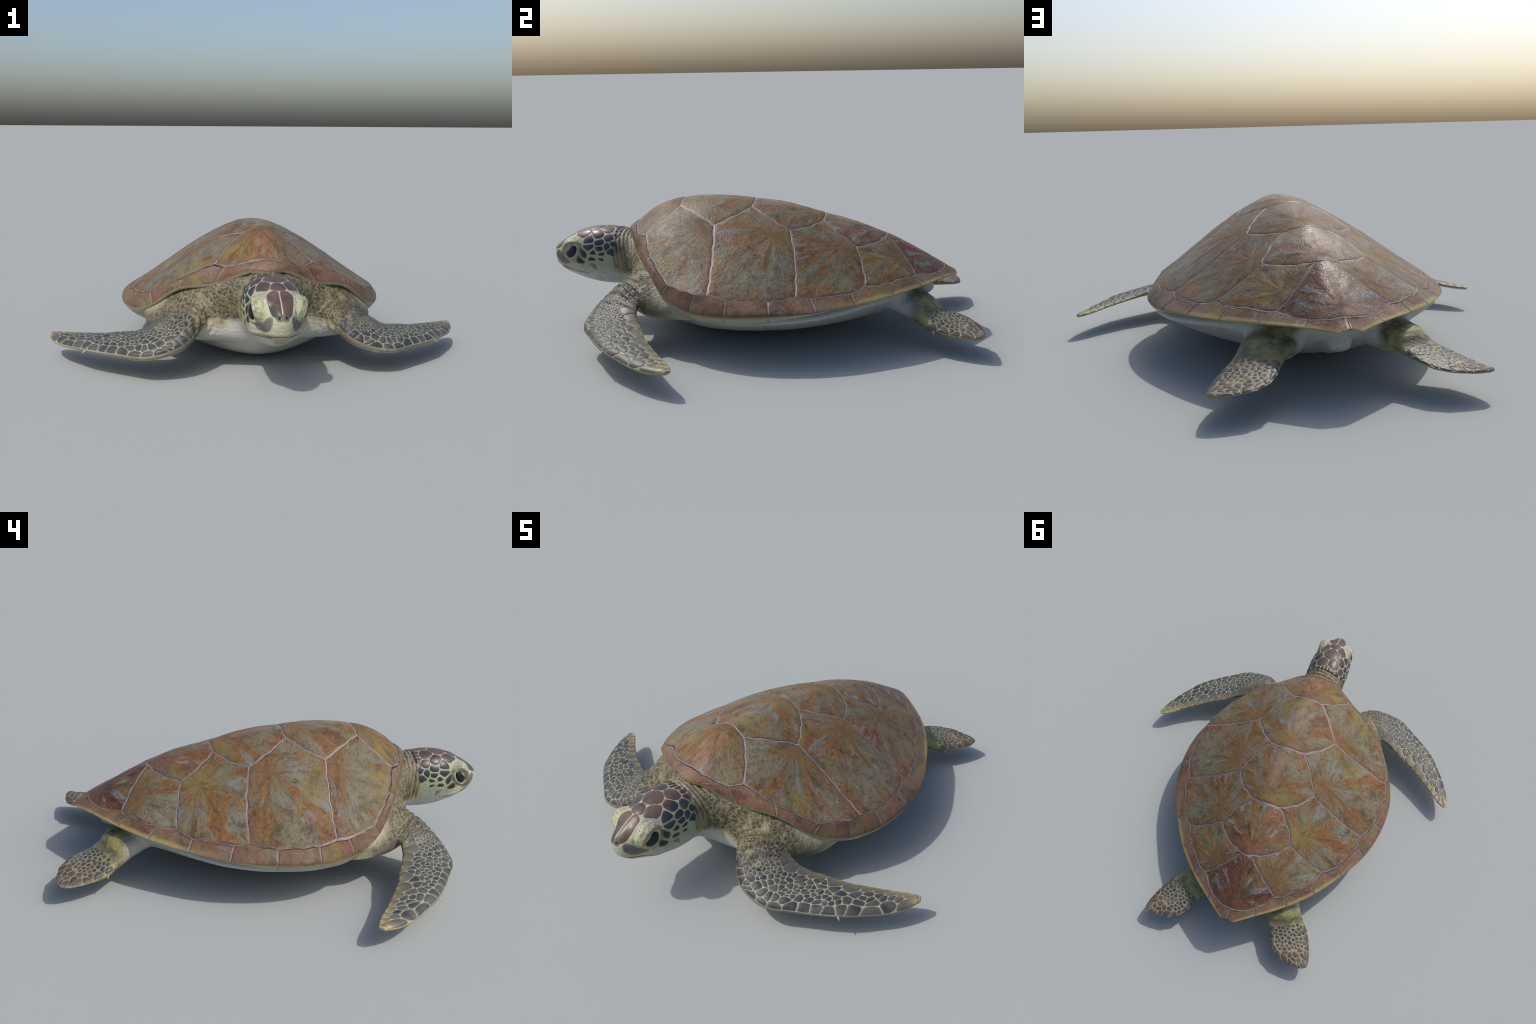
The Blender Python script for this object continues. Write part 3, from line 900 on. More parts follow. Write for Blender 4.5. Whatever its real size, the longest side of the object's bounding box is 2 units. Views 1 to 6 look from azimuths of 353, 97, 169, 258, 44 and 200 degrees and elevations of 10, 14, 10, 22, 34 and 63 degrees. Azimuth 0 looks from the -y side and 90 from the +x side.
#SKIN_BEGIN
def skin_material():
    M = Mat('skin')
    px, py, pz = M.sep(M.obj)
    ax = M.math('ABSOLUTE', px)
    nx, ny, nz = M.sep(M.geo.outputs['Normal'])
    warp = M.math('MULTIPLY', M.math('SUBTRACT', M.noise(M.obj, 14, 4, .6), .5), .09)
    # mottled shoulder skin: dark little scales in a yellow-olive net
    cells = M.voro(M.vmath('ADD', M.obj, M.vmath('SCALE', M.noise(M.obj, 26, 3, col=True), .035)), 52, 'DISTANCE_TO_EDGE')
    tone = M.noise(M.obj, 22, 5, .65)
    net = M.mix(tone, (.125, .105, .05), (.225, .195, .105))
    scale = M.mix(tone, (.028, .027, .026), (.080, .070, .048))
    mott = M.mix(M.math('MULTIPLY', M.step(cells, .015, .17), M.step(tone, .78, .44)), net, scale)
    white = M.mix(M.noise(M.obj, 9, 4), (.50, .48, .43), (.42, .42, .39))
    plastron = (.42, .41, .31)
    # light underside / dark upper side
    low = M.math('ADD', M.math('ADD', pz, warp), M.math('MULTIPLY', nz, .05))
    edge = M.math('ADD', .215, M.math('MULTIPLY', M.step(ax, .24, .36), -.14))
    dark_side = M.step(M.math('SUBTRACT', low, edge), -.01, .03)
    reach = M.math('ADD', M.math('SUBTRACT', M.math('MULTIPLY', ax, .8), M.math('MULTIPLY', py, .6)), M.math('MULTIPLY', warp, .5))
    limb_front = M.math('MULTIPLY', M.step(reach, .575, .63), M.step(py, -.15, -.25))
    limb_hind = M.math('MULTIPLY', M.step(py, .66, .76), M.step(ax, .12, .17))
    limb = M.math('MAXIMUM', limb_front, limb_hind)
    yel = M.mix(M.noise(M.obj, 18, 3), (.33, .29, .12), (.24, .22, .06))
    c = M.mix(dark_side, white, mott)
    band = M.math('MULTIPLY', M.step(M.math('ABSOLUTE', M.math('SUBTRACT', M.math('SUBTRACT', low, edge), -.005)), .035, .0), M.step(ax, .10, .2))
    c = M.mix(M.math('MULTIPLY', band, .6), c, yel)
    # belly and rear are pale whatever their height
    belly = M.math('MULTIPLY', M.step(M.math('ADD', py, M.math('ADD', M.math('MULTIPLY', M.math('SUBTRACT', ax, .35), .55), warp)), -.40, -.27), M.math('SUBTRACT', 1, limb))
    c = M.mix(belly, c, M.mix(M.step(pz, .02, .12), plastron, (.40, .40, .36)))
    armpit = M.math('MULTIPLY', M.math('MULTIPLY', M.step(py, -.12, -.30), M.step(ax, .30, .42)), M.math('MULTIPLY', belly, M.step(pz, .10, .16)))
    c = M.mix(M.math('MULTIPLY', armpit, .7), c, yel)
    ridge = M.math('MINIMUM', ax, M.math('MULTIPLY', M.math('ABSOLUTE', M.math('SUBTRACT', M.math('FRACT', M.math('ADD', M.math('DIVIDE', M.math('ADD', py, M.math('MULTIPLY', ax, -.12)), .235), .35)), .5)), .235))
    ridge = M.math('MINIMUM', ridge, M.math('ABSOLUTE', M.math('SUBTRACT', M.math('ADD', ax, M.math('MULTIPLY', M.math('MULTIPLY', py, py), .35)), .34)))
    line = M.math('MULTIPLY', M.math('MULTIPLY', M.step(M.math('ADD', ridge, M.math('MULTIPLY', M.math('SUBTRACT', tone, .5), .004)), .0035, .0012), M.step(nz, -.25, -.45)), M.step(py, .64, .56))
    c = M.mix(M.math('MULTIPLY', line, M.math('MULTIPLY', M.step(py, -.46, -.40), .55)), c, (.20, .16, .10))
    # limbs: pale green-yellow net above, cream below, golden margin
    up = M.step(nz, -.80, -.40)
    limb_up = M.mix(M.noise(M.obj, 20, 3), (.285, .295, .215), (.23, .23, .15))
    limb_up = M.mix(M.step(reach, .64, .76), mott, limb_up)
    limb_up = M.mix(M.math('MULTIPLY', M.step(nz, .45, .05), .75), limb_up, M.mix(M.step(ax, .74, .88), (.115, .105, .075), (.30, .24, .12)))
    limb_c = M.mix(up, (.40, .38, .25), limb_up)
    limb_c = M.mix(M.math('MULTIPLY', M.step(ax, .86, .95), .7), limb_c, (.40, .34, .16))
    ish = limb_front
    c = M.mix(ish, c, limb_c)
    c = M.mix(limb_hind, c, M.mix(up, (.36, .34, .22), M.mix(M.step(M.math('ADD', py, M.math('MULTIPLY', warp, .6)), .78, .90), M.mix(M.step(tone, .40, .62), (.085, .085, .05), (.21, .20, .075)), (.205, .18, .108))))
    # head: cream-green above the mouth, white throat
    hd = M.math('MULTIPLY', M.step(py, -.62, -.66), M.step(ax, .24, .20))
    head_c = M.mix(M.step(M.math('ADD', pz, M.math('MULTIPLY', warp, .3)), .22, .30), (.46, .45, .41), M.mix(M.step(py, -.86, -.82), (.385, .40, .255), (.30, .33, .225)))
    head_c = M.mix(M.step(pz, .37, .42), head_c, (.31, .285, .225))
    # olive smudges and wrinkles, ring under the eye, freckled brow, dark nose tip, tan chin
    smudge = M.noise(M.obj, 34, 4, .6)
    head_c = M.mix(M.math('MULTIPLY', M.step(smudge, .50, .70), .45), head_c, (.22, .21, .10))
    de = M.vmath('DISTANCE', M.comb(ax, py, pz), (.093, -.884, .347))
    ring = M.math('MULTIPLY', M.step(de, .030, .040), M.step(de, .062, .050))
    head_c = M.mix(M.math('MULTIPLY', ring, M.step(M.noise(M.obj, 50, 3), .35, .60)), head_c, (.23, .22, .125))
    head_c = M.mix(M.math('MULTIPLY', M.step(de, .040, .028), .7), head_c, (.30, .29, .20))
    frk = M.voro(M.obj, 125, 'F1', 0)
    brow = M.math('MULTIPLY', M.math('MULTIPLY', M.step(pz, .365, .385), M.step(de, .085, .065)), M.step(py, -.86, -.88))
    head_c = M.mix(M.math('MULTIPLY', M.math('MULTIPLY', brow, M.step(frk, .42, .26)), .85), head_c, (.085, .085, .085))
    dn = M.vmath('DISTANCE', M.comb(ax, py, pz), (.012, -.996, .345))
    head_c = M.mix(M.math('MULTIPLY', M.step(dn, .024, .012), .9), head_c, (.075, .068, .062))
    chin = M.math('MULTIPLY', M.math('MULTIPLY', M.step(py, -.90, -.95), M.step(ax, .045, .01)), M.step(pz, .262, .250))
    head_c = M.mix(M.math('MULTIPLY', chin, .7), head_c, (.27, .19, .12))
    lipb = M.math('MULTIPLY', M.math('MULTIPLY', M.step(pz, .290, .276), M.step(pz, .236, .250)), M.step(py, -.84, -.90))
    head_c = M.mix(M.math('MULTIPLY', lipb, .6), head_c, (.34, .29, .19))
    c = M.mix(hd, c, head_c)
    # neck: drawn-out stripes of olive and grey
    st = M.noise(M.scale(M.obj, (60, 90, 9)), 1.0, 4, .6)
    neck_c = M.mix(M.step(st, .36, .64), (.065, .058, .042), M.mix(M.step(pz, .36, .26), (.26, .22, .15), (.30, .27, .07)))
    nk = M.math('MULTIPLY', M.math('MULTIPLY', M.math('MULTIPLY', M.step(py, -.682, -.666), M.step(ax, .24, .20)), M.step(py, -.60, -.65)), M.step(M.math('ADD', pz, M.math('MULTIPLY', M.math('SUBTRACT', st, .5), .12)), .245, .275))
    c = M.mix(nk, c, neck_c)
    # lips and nostrils
    mz = M.math('ADD', .226, M.math('MULTIPLY', M.math('MULTIPLY', M.step(py, -.88, -.985), 1.0), .034))
    b = M.bump(M.math('MINIMUM', cells, .2), .6, .006)
    b = M.bump(M.noise(M.scale(M.obj, (1, 1.6, 2.6)), 30, 5, .65), .5, .006, b)
    b = M.bump(M.noise(M.obj, 90, 4, .6), .25, .002, b)
    return M.done(c, .5, b, spec=.4)


MAT_SKIN = skin_material()
#SKIN_END
# ---- split the one smooth surface into anatomical parts with shared borders
cen = np.add.reduceat(co[quads], starts, axis=0) / tots[:, None]
cx, cy, cz = np.abs(cen[:, 0]), cen[:, 1], cen[:, 2]
lab = np.zeros(len(starts), int)                                   # 0 torso
lab[cy < -.60] = 1                                                 # neck
lab[cy < -.672] = 2                                                 # head
fl = (cy < -.20) & (cx * .80 - cy * .60 > .60) & (cx > .30)
lab[fl & (cen[:, 0] > 0)] = 3; lab[fl & (cen[:, 0] < 0)] = 4
hl = (cx * .45 + cy * .89 > .795) & (cx > .13)
lab[hl & (cen[:, 0] > 0)] = 5; lab[hl & (cen[:, 0] < 0)] = 6
lab[(cx < .066) & (cy > .74) & (cz < .215)] = 7
PARTS = {}
for L, nm in enumerate(('torso', 'neck', 'head', 'front_flipper', 'front_flipper', 'hind_flipper', 'hind_flipper', 'tail')):
    idx = np.where(lab == L)[0]
    polys = [quads[starts[i]:starts[i] + tots[i]] for i in idx]
    used = np.unique(np.concatenate(polys)); remap = np.full(nv, -1); remap[used] = np.arange(len(used))
    ob = new_object(nm, co[used], [remap[p] for p in polys], [MAT_SKIN], turtle)
    ob.data.normals_split_custom_set_from_vertices([tuple(n) for n in nrm[used]])
    PARTS[L] = ob
bpy.data.meshes.remove(me)
HEAD_OB = PARTS[2]
# ---- eyes: dark glossy balls seated in the lids
def eye_material():
    M = Mat('eye')
    return M.done((.004, .004, .004), .22, spec=.35)


MAT_EYE = eye_material()
for sx, ec, en, e1, e2 in EYES:
    hit = body_bvh.find_nearest(Vector(ec))[0]
    c = np.array(hit) - en * .003
    v, f = [], []
    for a in np.linspace(-math.pi / 2, math.pi / 2, 17):
        for t in np.linspace(0, 2 * math.pi, 32, endpoint=False):
            ca = math.cos(a)
            # almond: pointed towards the upper rear corner
            w = 1 - .25 * max(0, math.cos(t)) ** 2
            v.append(c + e1 * ca * math.cos(t) * .035 + e2 * ca * math.sin(t) * .0265 * w + en * math.sin(a) * .009)
    for i in range(16):
        for j in range(32):
            k = (j + 1) % 32
            f.append((i * 32 + j, i * 32 + k, (i + 1) * 32 + k, (i + 1) * 32 + j))
    new_object('eye', v, f if sx > 0 else [q[::-1] for q in f], [MAT_EYE], HEAD_OB)

#SCALES
# ---- horny scales on the head and limbs
def scale_material(name, core, core2, freckle=.0, spec=.28, rough=.46, warm=None):
    M = Mat(name)
    n = M.noise(M.obj, 26, 5, .65, .5)
    big = M.noise(M.vmath('ADD', M.obj, M.comb(M.math('MULTIPLY', M.rnd, 20), 0, 0)), 9, 4, .6)
    c = M.mix(M.step(big, .38, .62), core, core2)
    if warm is not None:
        c = M.mix(M.math('MULTIPLY', M.step(n, .52, .70), .75), c, warm)
    c = M.mix(M.math('MULTIPLY', M.step(M.noise(M.obj, 90, 4, .7), .55, .72), .35), c, (.02, .02, .022))
    b = M.bump(M.noise(M.obj, 120, 4, .6), .2, .0015)
    return M.done(c, rough, b, spec=spec)


def tan_scale_material(name, core, tan, gold, reach):
    """Scale on a limb margin: golden at the edge (object origin), slate towards the limb."""
    M = Mat(name)
    d = M.math('ADD', M.vmath('LENGTH', M.obj), M.math('MULTIPLY', M.math('SUBTRACT', M.noise(M.obj, 30, 4, .6), .5), .02))
    c = M.mix(M.step(d, .15 * reach, .45 * reach), gold, tan)
    c = M.mix(M.step(d, .35 * reach, reach), c, core)
    return M.done(c, .45, M.bump(M.noise(M.obj, 110, 4), .2, .0015), spec=.28)


SLATE = scale_material('slate_scale', (.028, .031, .038), (.080, .077, .071))
SLATE_RIM = scale_material('slate_scale_rim', (.115, .12, .10), (.15, .15, .115))
BROWN_SCALE = scale_material('brown_scale', (.050, .044, .040), (.092, .074, .060), warm=(.125, .090, .062))
BROWN_RIM = scale_material('brown_scale_rim', (.16, .125, .075), (.21, .165, .10))
MARGIN = tan_scale_material('margin_scale', (.075, .074, .070), (.14, .122, .075), (.36, .265, .105), .052)
TIP = tan_scale_material('tip_scale', (.085, .078, .066), (.165, .145, .090), (.36, .29, .14), .060)
CROWN = scale_material('crown_scale', (.052, .043, .043), (.098, .062, .050), warm=(.165, .080, .050), rough=.38, spec=.4)
CROWN_RIM = scale_material('crown_scale_rim', (.10, .080, .072), (.14, .11, .09))
TEMPLE = scale_material('temple_scale', (.018, .023, .034), (.040, .040, .046), rough=.38, spec=.4)
TEMPLE_TOP = scale_material('upper_temple_scale', (.024, .028, .038), (.075, .045, .036), warm=(.13, .062, .042), rough=.38, spec=.4)
TEMPLE_RIM = scale_material('temple_scale_rim', (.09, .105, .10), (.13, .14, .12))
CHEEK = scale_material('cheek_scale', (.022, .022, .022), (.035, .034, .026))
CHEEK_RIM = scale_material('cheek_scale_rim', (.17, .17, .09), (.22, .23, .15))
SNOUT = scale_material('snout_scale', (.095, .085, .075), (.14, .13, .11))
SNOUT_RIM = scale_material('snout_scale_rim', (.26, .25, .18), (.28, .27, .2))


def blend(a, b, t=.5):
    return tuple(x + (y - x) * t for x, y in zip(a, b))


# tone between the core and the pale border of each kind of scale
MIDTONE = {m.name: scale_material(m.name + '_mid', c1, c2, rough=.42) for m, c1, c2 in (
    (SLATE, (.050, .053, .055), (.100, .097, .086)), (BROWN_SCALE, (.085, .065, .050), (.125, .095, .065)),
    (CROWN, (.066, .053, .051), (.110, .072, .058)), (TEMPLE, (.034, .042, .050), (.060, .062, .062)),
    (TEMPLE_TOP, (.042, .046, .052), (.085, .058, .048)), (CHEEK, (.060, .060, .040), (.085, .085, .055)), (SNOUT, (.14, .13, .105), (.18, .165, .13)))}


def clip_poly(P, n, d):
    """Keep the part of polygon P where p.n <= d."""
    out = []
    for i in range(len(P)):
        a, b = P[i], P[(i + 1) % len(P)]
        da, db = a @ n - d, b @ n - d
        if da <= 0:
            out.append(a)
        if (da < 0) != (db < 0) and abs(da - db) > 1e-12:
            out.append(a + (b - a) * (da / (da - db)))
    return np.array(out)


def cell(i, S, W, gap, radius):
    """Power-diagram cell of seed i, inset by half the gap."""
    a = np.linspace(0, 2 * math.pi, 24, endpoint=False)
    P = S[i] + radius * np.c_[np.cos(a), np.sin(a)]
    for j in range(len(S)):
        if j == i:
            continue
        dv = S[j] - S[i]; L = np.linalg.norm(dv)
        if L > 2.6 * radius or L < 1e-6:
            continue
        n = dv / L
        mid = (L * L + W[i] - W[j]) / (2 * L)
        P = clip_poly(P, n, S[i] @ n + mid - gap / 2)
        if len(P) < 3:
            return None
    return P


def round_poly(P, n=28, soft=2):
    for _ in range(soft):
        Q = np.roll(P, -1, 0)
        P = np.stack([.78 * P + .22 * Q, .22 * P + .78 * Q], 1).reshape(-1, P.shape[1])
    return resample(np.vstack([P, P[:1]]), n=n + 1)[:-1]


RINGS = [(1.0, -.0016), (.985, .0004), (.94, .0009), (.88, .0012), (.80, .0015), (.68, .0018), (.50, .0021), (.27, .0023)]


def raise_scale(name, B3, up, parent, mats, height=1.0, origin=None, rim_rings=2, stuff=None):
    """Low domed plate over the skin: B3 = boundary points near the surface."""
    c = B3.mean(0); n = len(B3)
    reach = np.linalg.norm(B3 - c, axis=1).mean()
    verts = []
    for r, h in RINGS:
        hh = h * height if h > 0 else h
        for p in c + (B3 - c) * r:
            q, nn, _, _ = body_bvh.find_nearest(Vector(p + up * .004))
            if np.dot(nn, up) < -.2:
                nn = Vector(up)
            verts.append(np.array(q) + np.array(nn) * hh)
    q, nn, _, _ = body_bvh.find_nearest(Vector(c + up * .004))
    verts.append(np.array(q) + np.array(nn) * .0024 * height)
    m = len(RINGS); faces = []; slots = []
    for k in range(m - 1):
        for i in range(n):
            j = (i + 1) % n
            faces.append((k * n + i, k * n + j, (k + 1) * n + j, (k + 1) * n + i)); slots.append(1 if k < rim_rings else (2 if k < rim_rings + 2 else 0))
    for i in range(n):
        faces.append(((m - 1) * n + i, (m - 1) * n + (i + 1) % n, m * n)); slots.append(0)
    mats = list(mats) + [MIDTONE.get(mats[0].name, mats[0])] if mats else mats
    # make it face outwards
    v = np.array(verts); f0 = faces[(m - 2) * n]
    fn = np.cross(v[f0[1]] - v[f0[0]], v[f0[2]] - v[f0[0]])
    if fn @ up < 0:
        faces = [f[::-1] for f in faces]
    if stuff is not None:
        o = sum(len(s) for s in stuff[0]); stuff[0].append(v)
        stuff[1].extend([tuple(i + o for i in f) for f in faces]); stuff[2].extend(slots)
        return None
    return new_object(name, v, faces, mats, parent, slots, origin=c if origin is None else origin)


# layout of the front flipper scales: (along, across) with across = 0 on the leading edge
FRONT_SCALES = [
    (.221, .84), (.278, .80), (.331, .90), (.398, .94), (.498, .90), (.595, .84), (.662, .92), (.725, .92), (.789, .88), (.845, .93), (.890, .92),
    (.468, .78), (.431, .76), (.415, .68), (.294, .01), (.331, .03), (.385, .05), (.438, .07), (.482, .08), (.522, .10), (.569, .09), (.605, .14),
    (.655, .14), (.739, .10), (.800, .36), (.905, .38), (.157, .05), (.190, .05), (.217, .05), (.237, .08), (.261, .05), (.274, .18), (.314, .15),
    (.341, .16), (.365, .18), (.398, .18), (.441, .29), (.478, .29), (.605, .39), (.662, .38), (.729, .38), (.231, .18), (.244, .24), (.254, .35),
    (.284, .29), (.298, .36), (.328, .34), (.268, .45), (.324, .49), (.348, .39), (.365, .39), (.388, .36), (.405, .38), (.371, .47), (.388, .50),
    (.398, .61), (.465, .63), (.431, .55), (.452, .57), (.528, .63), (.565, .58), (.629, .63), (.682, .67), (.732, .68), (.378, .66), (.515, .53),
    (.502, .39), (.517, .43), (.542, .37), (.562, .42), (.538, .27), (.513, .26), (.559, .29), (.475, .42), (.460, .36), (.431, .47), (.446, .44),
    (.411, .29), (.375, .29), (.475, .53), (.490, .50), (.458, .50), (.582, .34), (.197, .29), (.217, .27), (.234, .34), (.214, .37), (.224, .44),
    (.187, .20), (.204, .24), (.254, .55), (.258, .62), (.278, .59), (.241, .45), (.298, .62), (.311, .55), (.288, .53), (.318, .66), (.331, .69),
    (.328, .59), (.308, .47), (.355, .70), (.408, .43), (.408, .51), (.395, .27), (.672, .53), (.705, .53), (.763, .60), (.800, .64), (.845, .66)]
HIND_SCALES = [
    (.30, .88), (.398, .93), (.475, .97), (.555, .94), (.609, .93), (.592, .70), (.702, .84), (.776, .61), (.926, .69), (.739, .19),
    (.622, .29), (.849, .23), (.622, .08), (.482, .09), (.411, .14), (.555, .15), (.575, .32), (.528, .32), (.425, .23), (.712, .46), (.692, .63),
    (.863, .80), (.645, .71), (.525, .52), (.455, .51), (.428, .36), (.475, .77), (.405, .70), (.375, .81), (.69, .06), (.80, .42), (.80, .78),
    (.93, .40), (.37, .06)]


def limb_scales(lead, trail, th, seeds, kind, sx, parent, fill, body_len, n_fill):
    fl, ftr, fth = catmull_t(np.array(lead)), catmull_t(np.array(trail)), pchip(np.linspace(0, 1, len(th)), th)
    ts = np.linspace(0, 1, 200)
    mids = np.array([(fl(t) + ftr(t)) / 2 for t in ts]); chord = np.array([np.linalg.norm(fl(t) - ftr(t)) for t in ts])
    arc = np.r_[0, np.cumsum(np.linalg.norm(np.diff(mids, axis=0), axis=1))]
    LE = np.array([fl(t) for t in ts]); TE = np.array([ftr(t) for t in ts])
    UP = np.cross(TE - LE, np.gradient(mids, axis=0)); UP /= np.linalg.norm(UP, axis=1)[:, None]; UP *= np.sign(UP[:, 2:3])
    A = lambda t: np.interp(t, ts, arc)
    C = lambda t: np.interp(t, ts, chord)
    S = [np.array([A(t), (v - .5) * C(t)]) for t, v in seeds]
    r = np.random.default_rng(41 + len(seeds))
    n_hand = len(S)
    tries = 0
    while len(S) < n_hand + n_fill and tries < 6000:              # tiny scales between the large ones
        tries += 1
        t = r.uniform(*fill[0]); v = r.uniform(*fill[1])
        p = np.array([A(t), (v - .5) * C(t)])
        if np.min(np.hypot(*(np.array(S) - p).T)) > fill[2]:
            S.append(p)
    S = np.array(S); W = np.zeros(len(S))
    for k, (t, v) in enumerate(seeds):                            # marginal rows are the large ones
        if kind == 'front':
            W[k] = .0009 if (v > .78 and t < .62) else (.0004 if v > .8 or v < .2 else 0)
    tiny = ([], [], [])
    for i in range(len(S)):
        small = i >= n_hand
        P = cell(i, S, W, .0020 if not small else .0046, .010 if small else (.020 if kind == 'hind' and S[i][0] < A(.45) else .05))
        if P is None or len(P) < 3:
            continue
        t = np.interp(P[:, 0], arc, ts); v = np.clip(.5 + P[:, 1] / C(t), .012, .985)
        t = np.clip(t, .02, .992)
        Q = np.c_[np.interp(t, ts, arc), (v - .5) * C(t)]
        P = round_poly(Q, 20 if small else 30)
        ctr = P.mean(0); size = np.linalg.norm(P - ctr, axis=1).mean()
        if size < .0028:
            continue
        t = np.interp(P[:, 0], arc, ts); v = np.clip(.5 + P[:, 1] / np.maximum(C(t), 1e-4), .012, .988)
        row = lambda G: np.stack([np.interp(t, ts, G[:, k]) for k in range(3)], 1)
        a, b, up = row(LE), row(TE), row(UP)
        B3 = a + v[:, None] * (b - a) + up * (limb_profile(v) * fth(t) * .62)[:, None]
        up = up.mean(0)
        B3 = B3 * V3(sx, 1, 1); upw = up * V3(sx, 1, 1)
        tc, vc = t.mean(), v.mean()
        org = None; mats = [SLATE, SLATE_RIM]; rims = 2
        if kind == 'hind':
            mats = [BROWN_SCALE if tc > .55 else SLATE, BROWN_RIM if tc > .55 else SLATE_RIM]
        elif vc > .80 or tc > .83:
            e = ftr(min(tc, .99)) * V3(sx, 1, 1) if (vc > .5) else fl(min(tc + .06, .99)) * V3(sx, 1, 1)
            org = e; mats = [TIP if tc > .78 else MARGIN, SLATE_RIM]; rims = 1
        if small:
            raise_scale('', B3, upw, parent, mats, .5, stuff=tiny)
        else:
            raise_scale('flipper_scale', B3, upw, parent, mats, float(np.clip(size / .012, .55, 1.25)), origin=org, rim_rings=rims)
    if tiny[0]:
        ob = new_object('small_flipper_scales', np.vstack(tiny[0]), tiny[1], [SLATE, SLATE_RIM, MIDTONE['slate_scale']], parent, tiny[2])
        ob['kind'] = 'stuff'


for sx, fo, ho in ((1, PARTS[3], PARTS[5]), (-1, PARTS[4], PARTS[6])):
    limb_scales(F_LEAD, F_TRAIL, F_TH, FRONT_SCALES, 'front', sx, fo, ((.11, .245), (.06, .86), .0125), .8, 60)
    limb_scales(B_LEAD, B_TRAIL, B_TH, HIND_SCALES, 'hind', sx, ho, ((.30, .60), (.12, .85), .0175), .5, 40)

# ---- head shields: (x, y, z), class, relative size, gap
HEAD_SCALES = [
    ((0, -.864, .429), 'crown', .0001, -.0006), ((0, -.790, .447), 'crown', .0008, -.0006), ((.040, -.712, .442), 'crown', .0002, -.0006),
    ((.057, -.836, .424), 'crown', .0003, -.0006), ((.080, -.754, .423), 'upper', 0, .0030), ((.090, -.697, .411), 'upper', 0, .0024),
    ((.095, -.796, .400), 'temple', 0, .0044), ((.107, -.742, .387), 'temple', 0, .0040), ((.116, -.739, .364), 'temple', 0, .0040),
    ((.113, -.703, .371), 'temple', 0, .0036), ((.104, -.674, .385), 'temple', 0, .0036), ((.119, -.684, .349), 'temple', .0001, .0036),
    ((.111, -.793, .368), 'temple', 0, .0044), ((.118, -.774, .343), 'cheek', 0, .0110), ((.121, -.731, .336), 'cheek', 0, .0105),
    ((.122, -.732, .313), 'cheek', 0, .0110), ((.112, -.821, .334), 'cheek', 0, .0080), ((.119, -.778, .313), 'cheek', 0, .0110),
    ((.110, -.849, .303), 'cheek', .0001, .0050), ((.117, -.776, .284), 'pale', 0, .012),
    # small shields bordering the neck
    ((.020, -.668, .441), 'neckrow', 0, .004), ((.045, -.665, .436), 'neckrow', 0, .004), ((.068, -.664, .424), 'neckrow', 0, .004), ((0.0, -.668, .441), 'neckrow', 0, .004)]
GHOSTS = [((.100, -.884, .346), .0011), ((.060, -.905, .400), .0003), ((.082, -.862, .398), .0003), ((.02, -.905, .408), 0), ((.115, -.690, .305), 0),
          ((.122, -.700, .318), 0), ((.112, -.72, .270), 0), ((.112, -.80, .258), 0), ((.105, -.85, .270), 0), ((.105, -.66, .36), 0), ((.112, -.655, .34), 0),
          ((.09, -.652, .395), 0), ((.065, -.645, .42), 0), ((.03, -.648, .438), 0), ((.098, -.875, .30), 0), ((.115, -.74, .29), 0), ((0, -.648, .439), 0)]
HEAD_MATS = {'crown': [CROWN, CROWN_RIM], 'upper': [TEMPLE_TOP, TEMPLE_RIM], 'temple': [TEMPLE, TEMPLE_RIM], 'cheek': [CHEEK, CHEEK_RIM],
             'pale': [CHEEK_RIM, CHEEK_RIM], 'neckrow': [TEMPLE_TOP, BROWN_RIM]}
seeds3, wts, info = [], [], []
for p, cl, w, g in HEAD_SCALES:
    for sx in ((1, -1) if p[0] > 1e-6 else (1,)):
        seeds3.append(V3(p[0] * sx, p[1], p[2])); wts.append(w); info.append((cl, g))
n_real = len(seeds3)
for p, w in GHOSTS:
    for sx in ((1, -1) if p[0] > 1e-6 else (1,)):
        seeds3.append(V3(p[0] * sx, p[1], p[2])); wts.append(w)
seeds3 = np.array(seeds3)


def head_normal(p):
    q, n, _, _ = body_bvh.find_nearest(Vector(p))
    s = V3(0, 0, 0)
    for d in ((0, 0, 0), (.012, 0, 0), (-.012, 0, 0), (0, .012, 0), (0, -.012, 0), (0, 0, .012), (0, 0, -.012)):
        s = s + np.array(body_bvh.find_nearest(q + Vector(d))[1])
    return np.array(q), s / np.linalg.norm(s)


for i in range(n_real):
    cl, gap = info[i]
    q, n = head_normal(seeds3[i])
    e1 = np.cross(n, (0, 1, 0)); e1 = e1 / np.linalg.norm(e1); e2 = np.cross(n, e1)
    a = np.linspace(0, 2 * math.pi, 32, endpoint=False)
    rad = .062 if cl == 'crown' else .045
    P = q + rad * (np.outer(np.cos(a), e1) + np.outer(np.sin(a), e2))
    for j in range(len(seeds3)):
        d = seeds3[j] - seeds3[i]; L = np.linalg.norm(d)
        if j == i or L > .14:
            continue
        m = (L * L + wts[i] - wts[j]) / (2 * L)
        P = clip_poly(P, d / L, seeds3[i] @ (d / L) + m - gap / 2)
        if len(P) < 3:
            break
    if len(P) < 3:
        continue
    P = round_poly(P, 40, 3 if cl == 'cheek' else (2 if cl == 'temple' else 1))
    size = np.linalg.norm(P - P.mean(0), axis=1).mean()
    if size < .003:
        continue
    raise_scale('head_scale', P, n, HEAD_OB, HEAD_MATS[cl], float(np.clip(size / .013, .5, 1.15)), rim_rings=3 if cl == 'cheek' else 2)

